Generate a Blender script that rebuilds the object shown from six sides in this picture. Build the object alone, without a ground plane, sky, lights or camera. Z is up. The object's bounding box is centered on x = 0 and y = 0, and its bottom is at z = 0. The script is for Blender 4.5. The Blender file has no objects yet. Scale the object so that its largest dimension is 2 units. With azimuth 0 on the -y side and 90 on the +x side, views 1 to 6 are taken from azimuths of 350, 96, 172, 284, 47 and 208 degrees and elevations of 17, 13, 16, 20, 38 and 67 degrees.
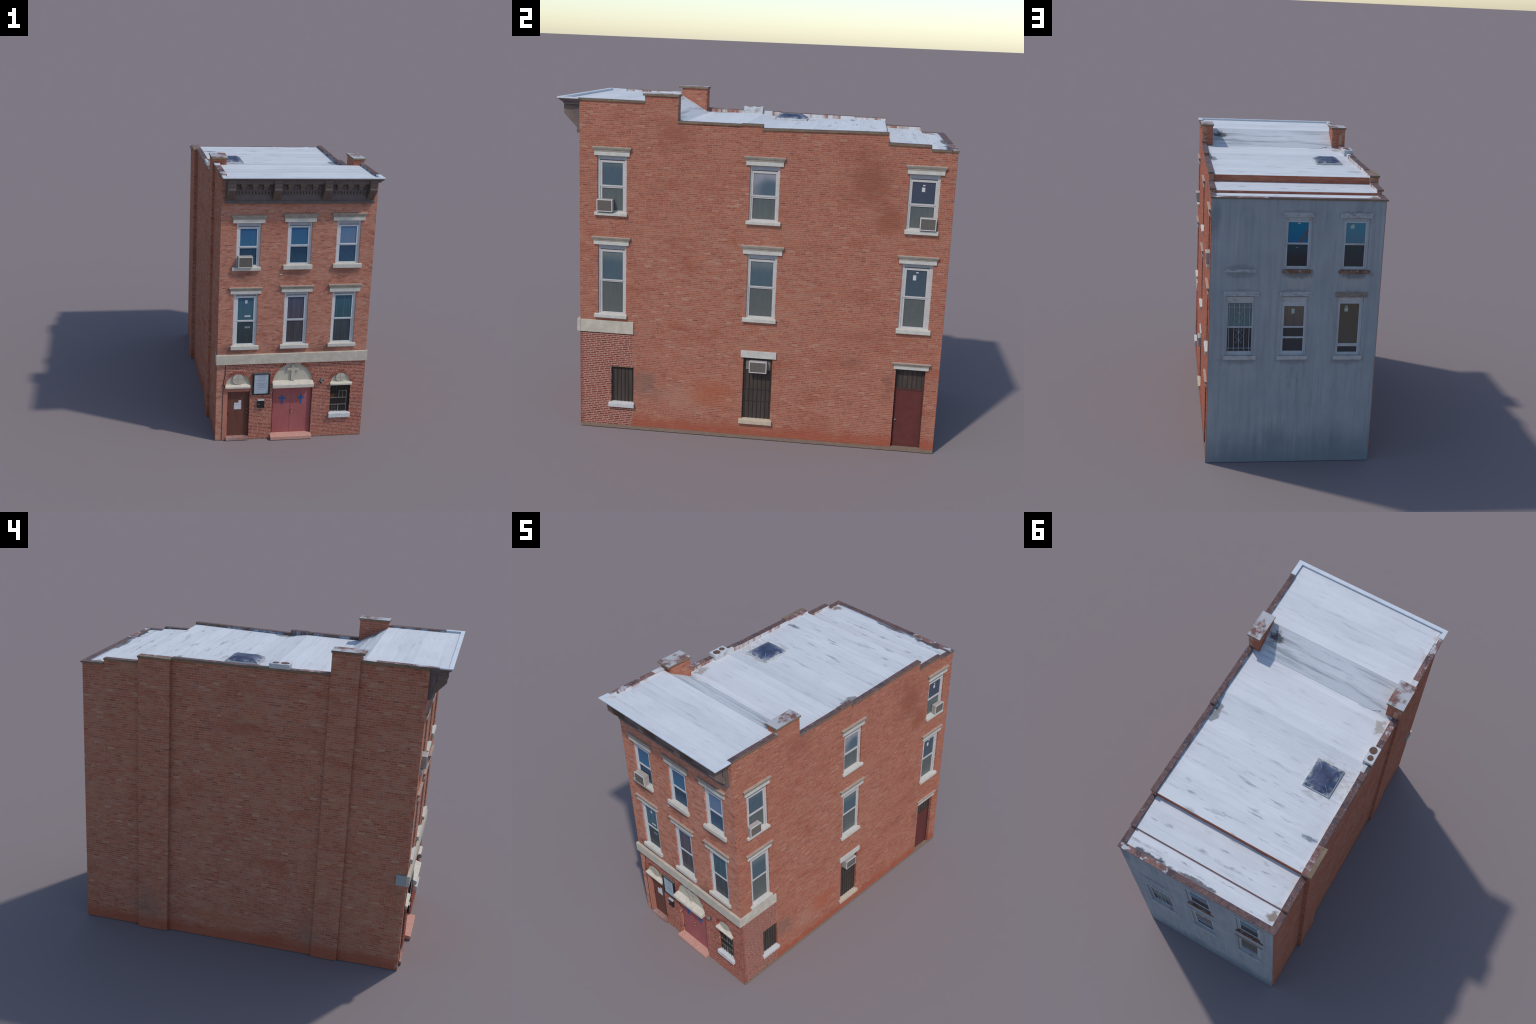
# Three-storey corner brick town house with a converted chapel ground floor.
# Frame: x across the front, y front(-) to back(+), z up, metres.
import bpy, math, random
from mathutils import Vector
from mathutils.geometry import tessellate_polygon

# ------------------------------------------------------------------ layout
FRONT_Y, BACK_Y, RIGHT_X, LEFT_X = -0.888, 0.992, 0.4895, -0.474
FACES = {            # (u, out, z) -> world
    "front": lambda u, o, z: (u, FRONT_Y - o, z),
    "back":  lambda u, o, z: (u, BACK_Y + o, z),
    "right": lambda u, o, z: (RIGHT_X + o, u, z),
    "left":  lambda u, o, z: (LEFT_X - o, u, z),
    "top":   lambda u, o, z: (u, z, o),          # u = x, z = y, o = height
}

# ------------------------------------------------------------------ scene graph
ROOT = bpy.data.objects.new("brick_townhouse", None)
bpy.context.scene.collection.objects.link(ROOT)
ROOT["label"] = "three-storey red brick corner building with chapel ground floor"
ROOT["category"] = "building"


class Geo:
    """Collects vertices and faces; every part of the house is made with it."""

    def __init__(self):
        self.v, self.f, self.m = [], [], []

    def add(self, verts, faces, mat=0):
        n = len(self.v)
        self.v.extend(verts)
        self.f.extend([tuple(i + n for i in f) for f in faces])
        self.m.extend([mat] * len(faces))

    def box(self, face, u0, u1, o0, o1, z0, z1, mat=0):
        P = FACES[face]
        c = [P(u, o, z) for o in (o0, o1) for u, z in ((u0, z0), (u1, z0), (u1, z1), (u0, z1))]
        self.add(c, BOX, mat)

    def loft(self, face, rings, mat=0, closed=True):
        """rings: lists of (u, o, z) of equal length, joined in order, capped."""
        P = FACES[face]
        n = len(rings[0])
        verts = [P(*p) for r in rings for p in r]
        faces = []
        for k in range(len(rings) - 1):
            for i in range(n):
                j = (i + 1) % n
                faces.append((k * n + i, k * n + j, (k + 1) * n + j, (k + 1) * n + i))
        faces.append(tuple(range(n)))
        faces.append(tuple(range((len(rings) - 1) * n, len(rings) * n)))
        self.add(verts, faces, mat)

    def extrude(self, face, profile, u0, u1, mat=0):
        """profile: (o, z) polygon swept along u."""
        self.loft(face, [[(u0, o, z) for o, z in profile], [(u1, o, z) for o, z in profile]], mat)

    def plate(self, face, outline, o0, o1, mat=0):
        """outline: (u, z) polygon with thickness."""
        self.loft(face, [[(u, o0, z) for u, z in outline], [(u, o1, z) for u, z in outline]], mat)

    def tube(self, pts, r, sides=6, mat=0):
        pts = [Vector(p) for p in pts]
        rings = []
        for i, p in enumerate(pts):
            t = (pts[min(i + 1, len(pts) - 1)] - pts[max(i - 1, 0)]).normalized()
            a = t.orthogonal().normalized() if i == 0 else (ref - t * ref.dot(t)).normalized()
            ref = a
            b = t.cross(a)
            rings.append([p + (a * math.cos(k * math.tau / sides) + b * math.sin(k * math.tau / sides)) * r for k in range(sides)])
        n = sides
        verts = [tuple(p) for r_ in rings for p in r_]
        faces = [(k * n + i, k * n + (i + 1) % n, (k + 1) * n + (i + 1) % n, (k + 1) * n + i)
                 for k in range(len(rings) - 1) for i in range(n)]
        faces += [tuple(range(n)), tuple(range((len(rings) - 1) * n, len(rings) * n))]
        self.add(verts, faces, mat)

    def build(self, name, mats, parent=None, bevel=0.0, recalc=True, smooth=False, stuff=False):
        me = bpy.data.meshes.new(name)
        me.from_pydata(self.v, [], self.f)
        for m in (mats if isinstance(mats, (list, tuple)) else [mats]):
            me.materials.append(m)
        me.polygons.foreach_set("material_index", self.m)
        if recalc:
            import bmesh
            bm = bmesh.new(); bm.from_mesh(me)
            bmesh.ops.recalc_face_normals(bm, faces=bm.faces)
            bm.to_mesh(me); bm.free()
        if smooth:
            me.polygons.foreach_set("use_smooth", [True] * len(me.polygons))
        me.update()
        ob = bpy.data.objects.new(name, me)
        bpy.context.scene.collection.objects.link(ob)
        ob.parent = parent or ROOT
        if bevel:
            b = ob.modifiers.new("bevel", "BEVEL")
            b.width, b.segments, b.limit_method, b.angle_limit = bevel, 2, "ANGLE", math.radians(40)
        if stuff:
            ob["kind"] = "stuff"
        return ob


BOX = [(0, 3, 2, 1), (4, 5, 6, 7), (0, 1, 5, 4), (1, 2, 6, 5), (2, 3, 7, 6), (3, 0, 4, 7)]


def one_box(name, mat, face, u0, u1, o0, o1, z0, z1, parent=None, bevel=0.0):
    g = Geo(); g.box(face, u0, u1, o0, o1, z0, z1)
    return g.build(name, mat, parent, bevel)


# ------------------------------------------------------------------ materials
class Nodes:
    def __init__(self, name, rough=0.85, spec=0.25):
        self.mat = bpy.data.materials.new(name)
        self.mat.use_nodes = True
        self.t = self.mat.node_tree
        self.bsdf = self.t.nodes["Principled BSDF"]
        self.bsdf.inputs["Roughness"].default_value = rough
        self.bsdf.inputs["Specular IOR Level"].default_value = spec
        self.co = self.node("ShaderNodeTexCoord").outputs["Object"]

    def node(self, kind, **kw):
        n = self.t.nodes.new(kind)
        for k, v in kw.items():
            setattr(n, k, v)
        return n

    def put(self, sock, val):
        if isinstance(val, bpy.types.NodeSocket):
            self.t.links.new(val, sock)
        elif isinstance(val, (tuple, list)) and len(val) == 3 and sock.type == "RGBA":
            sock.default_value = (*val, 1)
        else:
            sock.default_value = val

    def math(self, op, a, b=0.0, clamp=False):
        n = self.node("ShaderNodeMath", operation=op, use_clamp=clamp)
        self.put(n.inputs[0], a); self.put(n.inputs[1], b)
        return n.outputs[0]

    def coords(self, scale=(1, 1, 1), loc=(0, 0, 0), rot=(0, 0, 0)):
        n = self.node("ShaderNodeMapping")
        self.put(n.inputs["Vector"], self.co)
        n.inputs["Scale"].default_value, n.inputs["Location"].default_value = scale, loc
        n.inputs["Rotation"].default_value = rot
        return n.outputs[0]

    def noise(self, scale, stretch=(1, 1, 1), detail=4.0, rough=0.55, loc=(0, 0, 0), distort=0.0, rot=(0, 0, 0)):
        n = self.node("ShaderNodeTexNoise")
        self.put(n.inputs["Vector"], self.coords(stretch, loc, rot))
        n.inputs["Scale"].default_value, n.inputs["Detail"].default_value = scale, detail
        n.inputs["Roughness"].default_value, n.inputs["Distortion"].default_value = rough, distort
        return n.outputs["Fac"]

    def step(self, val, lo, hi, a=0.0, b=1.0):
        n = self.node("ShaderNodeMapRange", interpolation_type="SMOOTHSTEP")
        self.put(n.inputs[0], val)
        for i, x in zip((1, 2, 3, 4), (lo, hi, a, b)):
            n.inputs[i].default_value = x
        return n.outputs[0]

    def mix(self, fac, a, b, mode="MIX"):
        n = self.node("ShaderNodeMix", data_type="RGBA", blend_type=mode)
        self.put(n.inputs[0], fac); self.put(n.inputs[6], a); self.put(n.inputs[7], b)
        return n.outputs[2]

    def ramp(self, val, stops, mode="LINEAR"):
        n = self.node("ShaderNodeValToRGB")
        n.color_ramp.interpolation = mode
        e = n.color_ramp.elements
        while len(e) < len(stops):
            e.new(0.5)
        for el, (p, c) in zip(e, stops):
            el.position, el.color = p, (*c, 1)
        self.put(n.inputs[0], val)
        return n.outputs[0]

    def axis(self, i):
        n = self.node("ShaderNodeSeparateXYZ")
        self.put(n.inputs[0], self.co)
        return n.outputs[i]

    def spot(self, centre, radii, seed=0.0, rag=0.5, freq=9.0, stretch=(1, 1, 1), soft=0.65):
        """soft blob mask with a ragged edge around a point."""
        s = self.node("ShaderNodeVectorMath", operation="SUBTRACT")
        self.put(s.inputs[0], self.co); s.inputs[1].default_value = centre
        d = self.node("ShaderNodeVectorMath", operation="DIVIDE")
        self.put(d.inputs[0], s.outputs[0]); d.inputs[1].default_value = radii
        l = self.node("ShaderNodeVectorMath", operation="LENGTH")
        self.put(l.inputs[0], d.outputs[0])
        n = self.noise(freq, stretch, 5, 0.6, (seed, seed * 1.7, -seed))
        r = self.math("ADD", l.outputs["Value"], self.math("MULTIPLY", self.math("SUBTRACT", n, 0.5), 2.6 * rag))
        return self.step(r, 1.0 - soft, 1.0, 1.0, 0.0)

    def scale_fac(self, fac, k):
        return self.math("MULTIPLY", fac, k)

    def bump(self, height, strength=0.3, dist=0.001):
        n = self.node("ShaderNodeBump")
        n.inputs["Strength"].default_value, n.inputs["Distance"].default_value = strength, dist
        self.put(n.inputs["Height"], height)
        self.put(self.bsdf.inputs["Normal"], n.outputs[0])

    def done(self, colour):
        self.put(self.bsdf.inputs["Base Color"], colour)
        return self.mat


def wall_stains(N, c, stains):
    for centre, radii, colour, k, seed in stains:
        c = N.mix(N.scale_fac(N.spot(centre, tuple(q * 1.15 for q in radii), seed, 0.6, 9.0, (1, 1, 1.8), 0.95), k), c, colour)
    return c


def brick_material(name, palette, mortar, stains=(), smear=0.55, low_tint=None, patch=0.35, faded=None):
    N = Nodes(name, 0.9, 0.15)
    rnd = N.node("ShaderNodeNewGeometry").outputs["Random Per Island"]
    c = N.ramp(rnd, palette)
    c = N.mix(N.step(N.noise(5.0, (1, 1, 1.5), 4, 0.6), 0.5, 0.78, 0, patch), c, (0.45, 0.2, 0.12))     # pale patches
    c = N.mix(N.step(N.noise(4.0, (1, 1, 2), 4, 0.6, (4, 2, 7)), 0.52, 0.75, 0, patch), c, (0.30, 0.07, 0.035))  # rich red patches
    wash = N.step(N.noise(14.0, (1, 1, 3), 5, 0.65, (1, 5, 2)), 0.42, 0.72, 0, smear)
    if faded:                                    # broad weathered field where the mortar has washed over the bricks
        wash = N.math("MULTIPLY", wash, N.step(N.spot(*faded, 3.0, 0.35, 3.0, (1, 1, 1.4), 0.8), 0, 1, 0.42, 1.0))
    c = N.mix(wash, c, mortar)
    c = N.mix(1.0, c, N.ramp(N.noise(330.0, (1, 1, 1.6), 2, 0.6), [(0.3, (0.8, 0.8, 0.8)), (0.7, (1.15, 1.15, 1.15))]), "MULTIPLY")
    if low_tint:
        z = N.math("ADD", N.axis(2), N.scale_fac(N.noise(7.0, (1, 1, 1), 4), 0.10))
        c = N.mix(N.step(z, low_tint[1] * 0.6, low_tint[1], low_tint[2], 0.0), c, low_tint[0])
    c = wall_stains(N, c, stains)
    N.bump(N.noise(420.0, (1, 1, 1), 3), 0.25, 0.0006)
    return N.done(c)


def plain(name, colour, rough=0.8, vary=0.12, scale=40.0, stretch=(1, 1, 1), spec=0.25, dirt=None, dirt_scale=18.0, dirt_amt=0.5, per_object=0.0, metallic=0.0):
    N = Nodes(name, rough, spec)
    lo, hi = tuple(x * (1 - vary) for x in colour), tuple(min(1, x * (1 + vary)) for x in colour)
    c = N.ramp(N.noise(scale, stretch, 5, 0.6), [(0.3, lo), (0.7, hi)])
    if dirt:
        c = N.mix(N.step(N.noise(dirt_scale, stretch, 6, 0.65, (3, 1, 8)), 0.48, 0.72, 0, dirt_amt), c, dirt)
    if per_object:
        r = N.node("ShaderNodeObjectInfo").outputs["Random"]
        k = N.step(r, 0, 1, 1 - per_object, 1 + per_object)
        cc = N.node("ShaderNodeCombineColor")
        for i in range(3):
            N.put(cc.inputs[i], k)
        c = N.mix(1.0, c, cc.outputs[0], "MULTIPLY")
    N.bsdf.inputs["Metallic"].default_value = metallic
    return N.done(c)


def pane_material(name, top, bottom, z0, z1, streak=0.0, mottle=0.15, rough=0.25, reflect_spots=None):
    """Window pane: sky reflection painted into the colour / curtain behind, darkest or palest toward one end."""
    N = Nodes(name, rough, 0.3)
    z = N.math("ADD", N.axis(2), N.scale_fac(N.noise(16.0, (1, 1, 1), 3), 0.02))
    c = N.mix(N.step(z, z0 + 0.01, z1 + 0.01), bottom, top)
    if streak:
        c = N.mix(N.step(N.noise(150.0, (1, 1, 0.02), 3, 0.6), 0.42, 0.66, 0, streak), c, tuple(x * 1.9 + 0.02 for x in bottom))
    c = N.mix(mottle, c, N.ramp(N.noise(60.0, (1, 1, 0.6), 4), [(0.3, (0.02, 0.03, 0.04)), (0.75, (0.3, 0.36, 0.42))]), "OVERLAY")
    if reflect_spots:
        for centre, radii, colour, k in reflect_spots:
            c = N.mix(N.scale_fac(N.spot(centre, radii, 2.0, 0.15, 20.0), k), c, colour)
    return N.done(c)


# brick: right-hand wall and left-hand wall share one sort
MORTAR = (0.445, 0.250, 0.178)
SIDE_PALETTE = [(0.0, (0.25, 0.082, 0.060)), (0.03, (0.315, 0.092, 0.062)), (0.30, (0.375, 0.109, 0.068)),
                (0.75, (0.415, 0.129, 0.079)), (0.97, (0.44, 0.162, 0.101)), (1.0, (0.47, 0.25, 0.165))]
SIDE_STAINS = [
    ((RIGHT_X, 0.58, 1.40), (0.3, 0.16, 0.20), (0.24, 0.078, 0.046), 0.55, 1.0),
    ((RIGHT_X, 0.68, 1.22), (0.3, 0.13, 0.10), (0.26, 0.080, 0.044), 0.55, 2.0),
    ((RIGHT_X, -0.53, 0.26), (0.3, 0.10, 0.10), (0.20, 0.125, 0.10), 0.60, 3.0),
    ((RIGHT_X, -0.36, 0.20), (0.3, 0.20, 0.10), (0.44, 0.24, 0.17), 0.45, 4.0),
    ((RIGHT_X, 0.55, 0.47), (0.3, 0.07, 0.05), (0.19, 0.08, 0.06), 0.38, 5.0),
    ((RIGHT_X, 0.74, 0.36), (0.3, 0.04, 0.10), (0.19, 0.08, 0.058), 0.42, 6.0),
    ((RIGHT_X, -0.18, 0.24), (0.3, 0.16, 0.09), (0.42, 0.115, 0.055), 0.55, 7.0),
    ((RIGHT_X, -0.40, 1.58), (0.3, 0.12, 0.10), (0.27, 0.075, 0.055), 0.45, 8.0),
    ((RIGHT_X, 0.60, 0.61), (0.3, 0.20, 0.06), (0.30, 0.09, 0.06), 0.35, 8.5),
    ((LEFT_X, 0.10, 1.30), (0.3, 0.20, 0.05), (0.30, 0.075, 0.05), 0.30, 9.0),
    ((LEFT_X, 0.60, 0.16), (0.3, 0.10, 0.12), (0.22, 0.15, 0.12), 0.45, 10.0),
    ((LEFT_X, -0.36, 0.13), (0.3, 0.12, 0.10), (0.26, 0.17, 0.13), 0.45, 11.0),
    ((LEFT_X, 0.15, 0.13), (0.3, 0.25, 0.08), (0.46, 0.15, 0.08), 0.45, 12.0),
]
SIDE_LOW = ((0.36, 0.085, 0.045), 0.15, 0.65)
MAT_BRICK_SIDE = brick_material("side_brick", SIDE_PALETTE, MORTAR, SIDE_STAINS, 0.66, SIDE_LOW, 0.48, ((RIGHT_X, -0.05, 0.80), (2.0, 0.75, 0.62)))
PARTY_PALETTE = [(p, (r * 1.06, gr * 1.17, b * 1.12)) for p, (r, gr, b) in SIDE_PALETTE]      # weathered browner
MAT_BRICK_PARTY = brick_material("party_brick", PARTY_PALETTE, MORTAR, SIDE_STAINS, 0.66, SIDE_LOW, 0.55)
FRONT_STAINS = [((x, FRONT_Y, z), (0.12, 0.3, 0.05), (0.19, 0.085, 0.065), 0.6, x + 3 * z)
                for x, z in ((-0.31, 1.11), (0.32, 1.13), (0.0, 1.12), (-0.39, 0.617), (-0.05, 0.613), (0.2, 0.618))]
FRONT_PALETTE = [(0.0, (0.27, 0.105, 0.078)), (0.08, (0.38, 0.145, 0.098)), (0.5, (0.48, 0.19, 0.122)),
                 (0.92, (0.54, 0.23, 0.15)), (1.0, (0.55, 0.28, 0.20))]
MAT_BRICK_FRONT = brick_material("front_brick", FRONT_PALETTE, (0.53, 0.30, 0.225), FRONT_STAINS, 0.5, None, 0.25)
LOWER_PALETTE = [(0.0, (0.20, 0.052, 0.040)), (0.2, (0.275, 0.066, 0.046)), (0.6, (0.34, 0.086, 0.058)),
                 (0.93, (0.40, 0.115, 0.075)), (1.0, (0.44, 0.17, 0.11))]
MAT_BRICK_LOWER = brick_material("shopfront_brick", LOWER_PALETTE, (0.48, 0.25, 0.18), (), 0.25, ((0.38, 0.12, 0.07), 0.12, 0.5), 0.15)
MAT_BRICK_CORNER = brick_material("corner_patch_brick", [(0.0, (0.19, 0.048, 0.038)), (0.5, (0.25, 0.058, 0.044)), (1.0, (0.31, 0.08, 0.055))],
                                  MORTAR, (), 0.12, None, 0.08)


def mortar_material(name, colour, stains=(), low=None, patch=0.55):
    N = Nodes(name, 0.95, 0.1)
    c = N.ramp(N.noise(90.0, (1, 1, 1), 4), [(0.3, tuple(x * 0.88 for x in colour)), (0.7, tuple(x * 1.1 for x in colour))])
    c = N.mix(N.step(N.noise(4.0, (1, 1, 2), 4, 0.6, (4, 2, 7)), 0.50, 0.75, 0, patch), c, (0.34, 0.12, 0.075))
    if low:
        z = N.math("ADD", N.axis(2), N.scale_fac(N.noise(7.0, (1, 1, 1), 4), 0.10))
        c = N.mix(N.step(z, low[1] * 0.6, low[1], low[2], 0.0), c, low[0])
    c = wall_stains(N, c, stains)
    return N.done(c)


MAT_MORTAR_SIDE = mortar_material("side_mortar", MORTAR, SIDE_STAINS, SIDE_LOW)
MAT_MORTAR_FRONT = mortar_material("front_mortar", (0.56, 0.30, 0.22), FRONT_STAINS)
MAT_MORTAR_LOWER = mortar_material("shopfront_mortar", (0.60, 0.37, 0.28), patch=0.1)
MAT_MORTAR_CORNER = mortar_material("corner_patch_mortar", (0.50, 0.315, 0.245), patch=0.05)


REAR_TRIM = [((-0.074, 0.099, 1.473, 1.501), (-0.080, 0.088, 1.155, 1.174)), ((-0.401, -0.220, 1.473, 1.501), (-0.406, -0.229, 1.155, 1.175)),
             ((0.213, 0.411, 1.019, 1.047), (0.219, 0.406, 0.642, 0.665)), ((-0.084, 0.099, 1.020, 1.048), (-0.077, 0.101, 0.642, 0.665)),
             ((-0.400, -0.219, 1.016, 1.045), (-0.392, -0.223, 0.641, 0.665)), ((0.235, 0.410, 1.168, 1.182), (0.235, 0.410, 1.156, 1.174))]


def stucco_material():
    N = Nodes("grey_stucco", 0.9, 0.2)
    c = N.ramp(N.noise(5.0, (1, 1, 0.7), 5, 0.6), [(0.3, (0.28, 0.305, 0.335)), (0.7, (0.35, 0.368, 0.392))])
    c = N.mix(N.step(N.noise(45.0, (1, 1, 0.05), 5, 0.65), 0.42, 0.72, 0, 0.42), c, (0.20, 0.215, 0.235))      # run-off streaks
    c = N.mix(N.step(N.noise(26.0, (1, 1, 0.04), 4, 0.6, (9, 0, 3)), 0.56, 0.75, 0, 0.40), c, (0.42, 0.44, 0.47))
    c = N.mix(N.step(N.noise(12.0, (1, 1, 0.25), 6, 0.7, (2, 0, 6)), 0.56, 0.75, 0, 0.45), c, (0.17, 0.195, 0.225))
    for x, z in ((0.0, 1.13), (-0.32, 1.13)):
        c = N.mix(N.scale_fac(N.spot((x, BACK_Y, z - 0.02), (0.10, 0.3, 0.06), x + 2, 0.5, 40, (1, 1, 0.12)), 0.5), c, (0.40, 0.38, 0.36))
        c = N.mix(N.scale_fac(N.spot((x, BACK_Y, z + 0.02), (0.10, 0.3, 0.035), x + 5, 0.6, 60, (1, 1, 0.1)), 0.55), c, (0.14, 0.13, 0.13))
    c = N.mix(N.scale_fac(N.spot((0.47, BACK_Y, 1.45), (0.05, 0.3, 0.14), 6, 0.5, 30, (1, 1, 0.2)), 0.5), c, (0.13, 0.155, 0.18))
    c = N.mix(N.scale_fac(N.spot((0.11, BACK_Y, 0.17), (0.10, 0.3, 0.12), 7, 0.5, 40, (1, 1, 0.08)), 0.35), c, (0.17, 0.2, 0.21))
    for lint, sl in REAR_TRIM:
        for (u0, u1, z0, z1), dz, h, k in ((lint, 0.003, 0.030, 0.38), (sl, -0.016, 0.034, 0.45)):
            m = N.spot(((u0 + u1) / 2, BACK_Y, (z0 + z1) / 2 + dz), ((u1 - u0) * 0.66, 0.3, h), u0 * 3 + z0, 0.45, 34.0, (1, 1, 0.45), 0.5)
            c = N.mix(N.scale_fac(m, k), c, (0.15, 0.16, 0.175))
    # darker and bluer toward the ground, with a streaky torn upper edge
    low_mask = N.math("ADD", N.axis(2), N.math("ADD", N.scale_fac(N.noise(30.0, (1, 1, 0.05), 4, 0.6, (3, 0, 1)), 0.22), N.scale_fac(N.noise(6.0, (1, 1, 1), 4, 0.6, (1, 0, 9)), 0.22)))
    c = N.mix(N.step(low_mask, 0.22, 0.50, 0.62, 0.0), c, (0.125, 0.165, 0.205))
    N.bump(N.noise(200.0, (1, 1, 0.6), 4), 0.3, 0.001)
    return N.done(c)


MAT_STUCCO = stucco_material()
MAT_STONE = plain("pale_stone", (0.54, 0.475, 0.385), 0.85, 0.12, 30, dirt=(0.42, 0.35, 0.27), dirt_scale=14, dirt_amt=0.45)
MAT_LINTEL = plain("lintel_stone", (0.63, 0.565, 0.465), 0.85, 0.10, 40, dirt=(0.50, 0.42, 0.32), dirt_scale=22, dirt_amt=0.5)
MAT_TYMPANUM = plain("tympanum_stone", (0.50, 0.445, 0.355), 0.85, 0.10, 30, dirt=(0.38, 0.32, 0.25), dirt_amt=0.4)
MAT_SILL = plain("sill_stone", (0.565, 0.53, 0.47), 0.85, 0.10, 40, dirt=(0.50, 0.42, 0.32), dirt_scale=22, dirt_amt=0.5)
MAT_HOOD = plain("hood_stone", (0.57, 0.54, 0.48), 0.8, 0.10, 30, dirt=(0.42, 0.37, 0.30), dirt_scale=20, dirt_amt=0.4)
MAT_HOOD_CROWN = plain("hood_crown_stone", (0.36, 0.31, 0.25), 0.8, 0.16, 35, (1, 1, 1), dirt=(0.22, 0.19, 0.16), dirt_scale=25, dirt_amt=0.5)
MAT_HOOD_TOP = plain("hood_top_stone", (0.43, 0.31, 0.25), 0.9, 0.15, 50, dirt=(0.30, 0.21, 0.17))
MAT_CORNICE = plain("cornice_paint", (0.15, 0.118, 0.112), 0.6, 0.14, 30, dirt=(0.085, 0.068, 0.066), dirt_amt=0.35)
MAT_CORNICE_BROWN = plain("cornice_bracket_paint", (0.17, 0.125, 0.105), 0.6, 0.14, 30, dirt=(0.085, 0.066, 0.06), dirt_amt=0.35)
MAT_FRAME = plain("white_window_frame", (0.60, 0.60, 0.605), 0.5, 0.05, 40, dirt=(0.5, 0.48, 0.46), dirt_amt=0.25)
MAT_FRAME_BACK = plain("rear_window_frame", (0.43, 0.45, 0.48), 0.6, 0.08, 40, (1, 1, 0.4), dirt=(0.3, 0.27, 0.25), dirt_amt=0.4)
MAT_LINING = plain("shaded_window_lining", (0.13, 0.12, 0.125), 0.7, 0.08, 40)  # grey lining darkened to carry the shadow under the window head
MAT_HEAD = plain("grey_window_head", (0.40, 0.405, 0.43), 0.7, 0.08, 40)
MAT_BLACK = plain("black_metal", (0.018, 0.02, 0.023), 0.45, 0.2, 60)
MAT_SLAT_BAR = plain("dark_bar", (0.046, 0.035, 0.031), 0.7, 0.2)
MAT_DARK_SLAT = plain("dark_timber", (0.070, 0.052, 0.044), 0.75, 0.25, 60, (1, 1, 0.1), dirt=(0.13, 0.105, 0.08), dirt_scale=30, dirt_amt=0.35)
MAT_NEAR_BLACK = plain("near_black", (0.02, 0.017, 0.016), 0.9, 0.2)  # near-black for the side-door backing, hinges, plate and bracket lines
MAT_DOOR_MAROON = plain("maroon_door_paint", (0.135, 0.036, 0.032), 0.6, 0.12, 25, dirt=(0.09, 0.022, 0.022), dirt_scale=35, dirt_amt=0.4)
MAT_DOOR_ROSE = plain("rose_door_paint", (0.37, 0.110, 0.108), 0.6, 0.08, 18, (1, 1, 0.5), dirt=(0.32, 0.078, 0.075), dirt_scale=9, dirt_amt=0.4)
MAT_DOOR_BROWN = plain("brown_door_timber", (0.145, 0.056, 0.04), 0.55, 0.12, 40, (1, 1, 0.15), dirt=(0.09, 0.036, 0.028), dirt_amt=0.5)
MAT_TRIM_TAN = plain("terracotta_trim", (0.46, 0.18, 0.125), 0.75, 0.12, 30, (1, 1, 0.3), dirt=(0.28, 0.10, 0.075), dirt_amt=0.4)
MAT_STEP = plain("pink_step_stone", (0.56, 0.30, 0.235), 0.9, 0.10, 60, (3, 0.5, 1), dirt=(0.40, 0.20, 0.15), dirt_amt=0.35)
MAT_STEP_WORN = plain("worn_step", (0.34, 0.19, 0.155), 0.9, 0.2, 30, (1, 1, 1), dirt=(0.55, 0.45, 0.4), dirt_scale=16, dirt_amt=0.7)
MAT_BASE = plain("concrete_base", (0.24, 0.165, 0.12), 0.95, 0.14, 60)
MAT_AC = plain("air_conditioner_case", (0.42, 0.37, 0.335), 0.6, 0.08, 40)
MAT_AC_EDGE = plain("air_conditioner_rim", (0.60, 0.57, 0.55), 0.6, 0.05, 40)
MAT_AC_GRILL = plain("air_conditioner_grille", (0.15, 0.13, 0.11), 0.7, 0.15, 80, (1, 1, 3))
MAT_PAPER = plain("paper", (0.60, 0.58, 0.60), 0.8, 0.08, 60)
MAT_BOARD = plain("notice_board", (0.40, 0.455, 0.50), 0.3, 0.06, 20)
MAT_INK = plain("faded_ink", (0.22, 0.245, 0.28), 0.7, 0.15, 80)
MAT_BLUE = plain("blue_paint", (0.035, 0.115, 0.29), 0.6, 0.12, 60)
MAT_BRASS = plain("brass", (0.45, 0.30, 0.10), 0.35, 0.1, 60, metallic=0.6)
MAT_STEEL = plain("grey_metal", (0.40, 0.42, 0.43), 0.4, 0.1, 60)
MAT_WHITE_PAINT = plain("white_roof_paint", (0.60, 0.60, 0.62), 0.7, 0.07, 25, dirt=(0.42, 0.34, 0.29), dirt_scale=20, dirt_amt=0.4)
MAT_FLUE = plain("dirty_flue_paint", (0.54, 0.54, 0.55), 0.85, 0.10, 30, dirt=(0.30, 0.22, 0.18), dirt_scale=26, dirt_amt=0.8)
MAT_RUST = plain("rusty_flue", (0.13, 0.075, 0.06), 0.85, 0.3, 60, dirt=(0.24, 0.19, 0.17), dirt_amt=0.5)
MAT_LINTEL_OLD = plain("cracked_rear_lintel", (0.38, 0.39, 0.41), 0.9, 0.16, 40, (1, 1, 3), dirt=(0.17, 0.15, 0.14), dirt_scale=26, dirt_amt=0.85)
MAT_LINTEL_BROWN = plain("bare_rear_lintel", (0.22, 0.18, 0.15), 0.9, 0.2, 40, (1, 1, 3), dirt=(0.33, 0.31, 0.30), dirt_scale=34, dirt_amt=0.7)
MAT_SILL_RUST = plain("rust_stained_sill", (0.19, 0.10, 0.070), 0.9, 0.45, 30, (1, 1, 1), dirt=(0.36, 0.33, 0.31), dirt_scale=34, dirt_amt=0.9)
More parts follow.
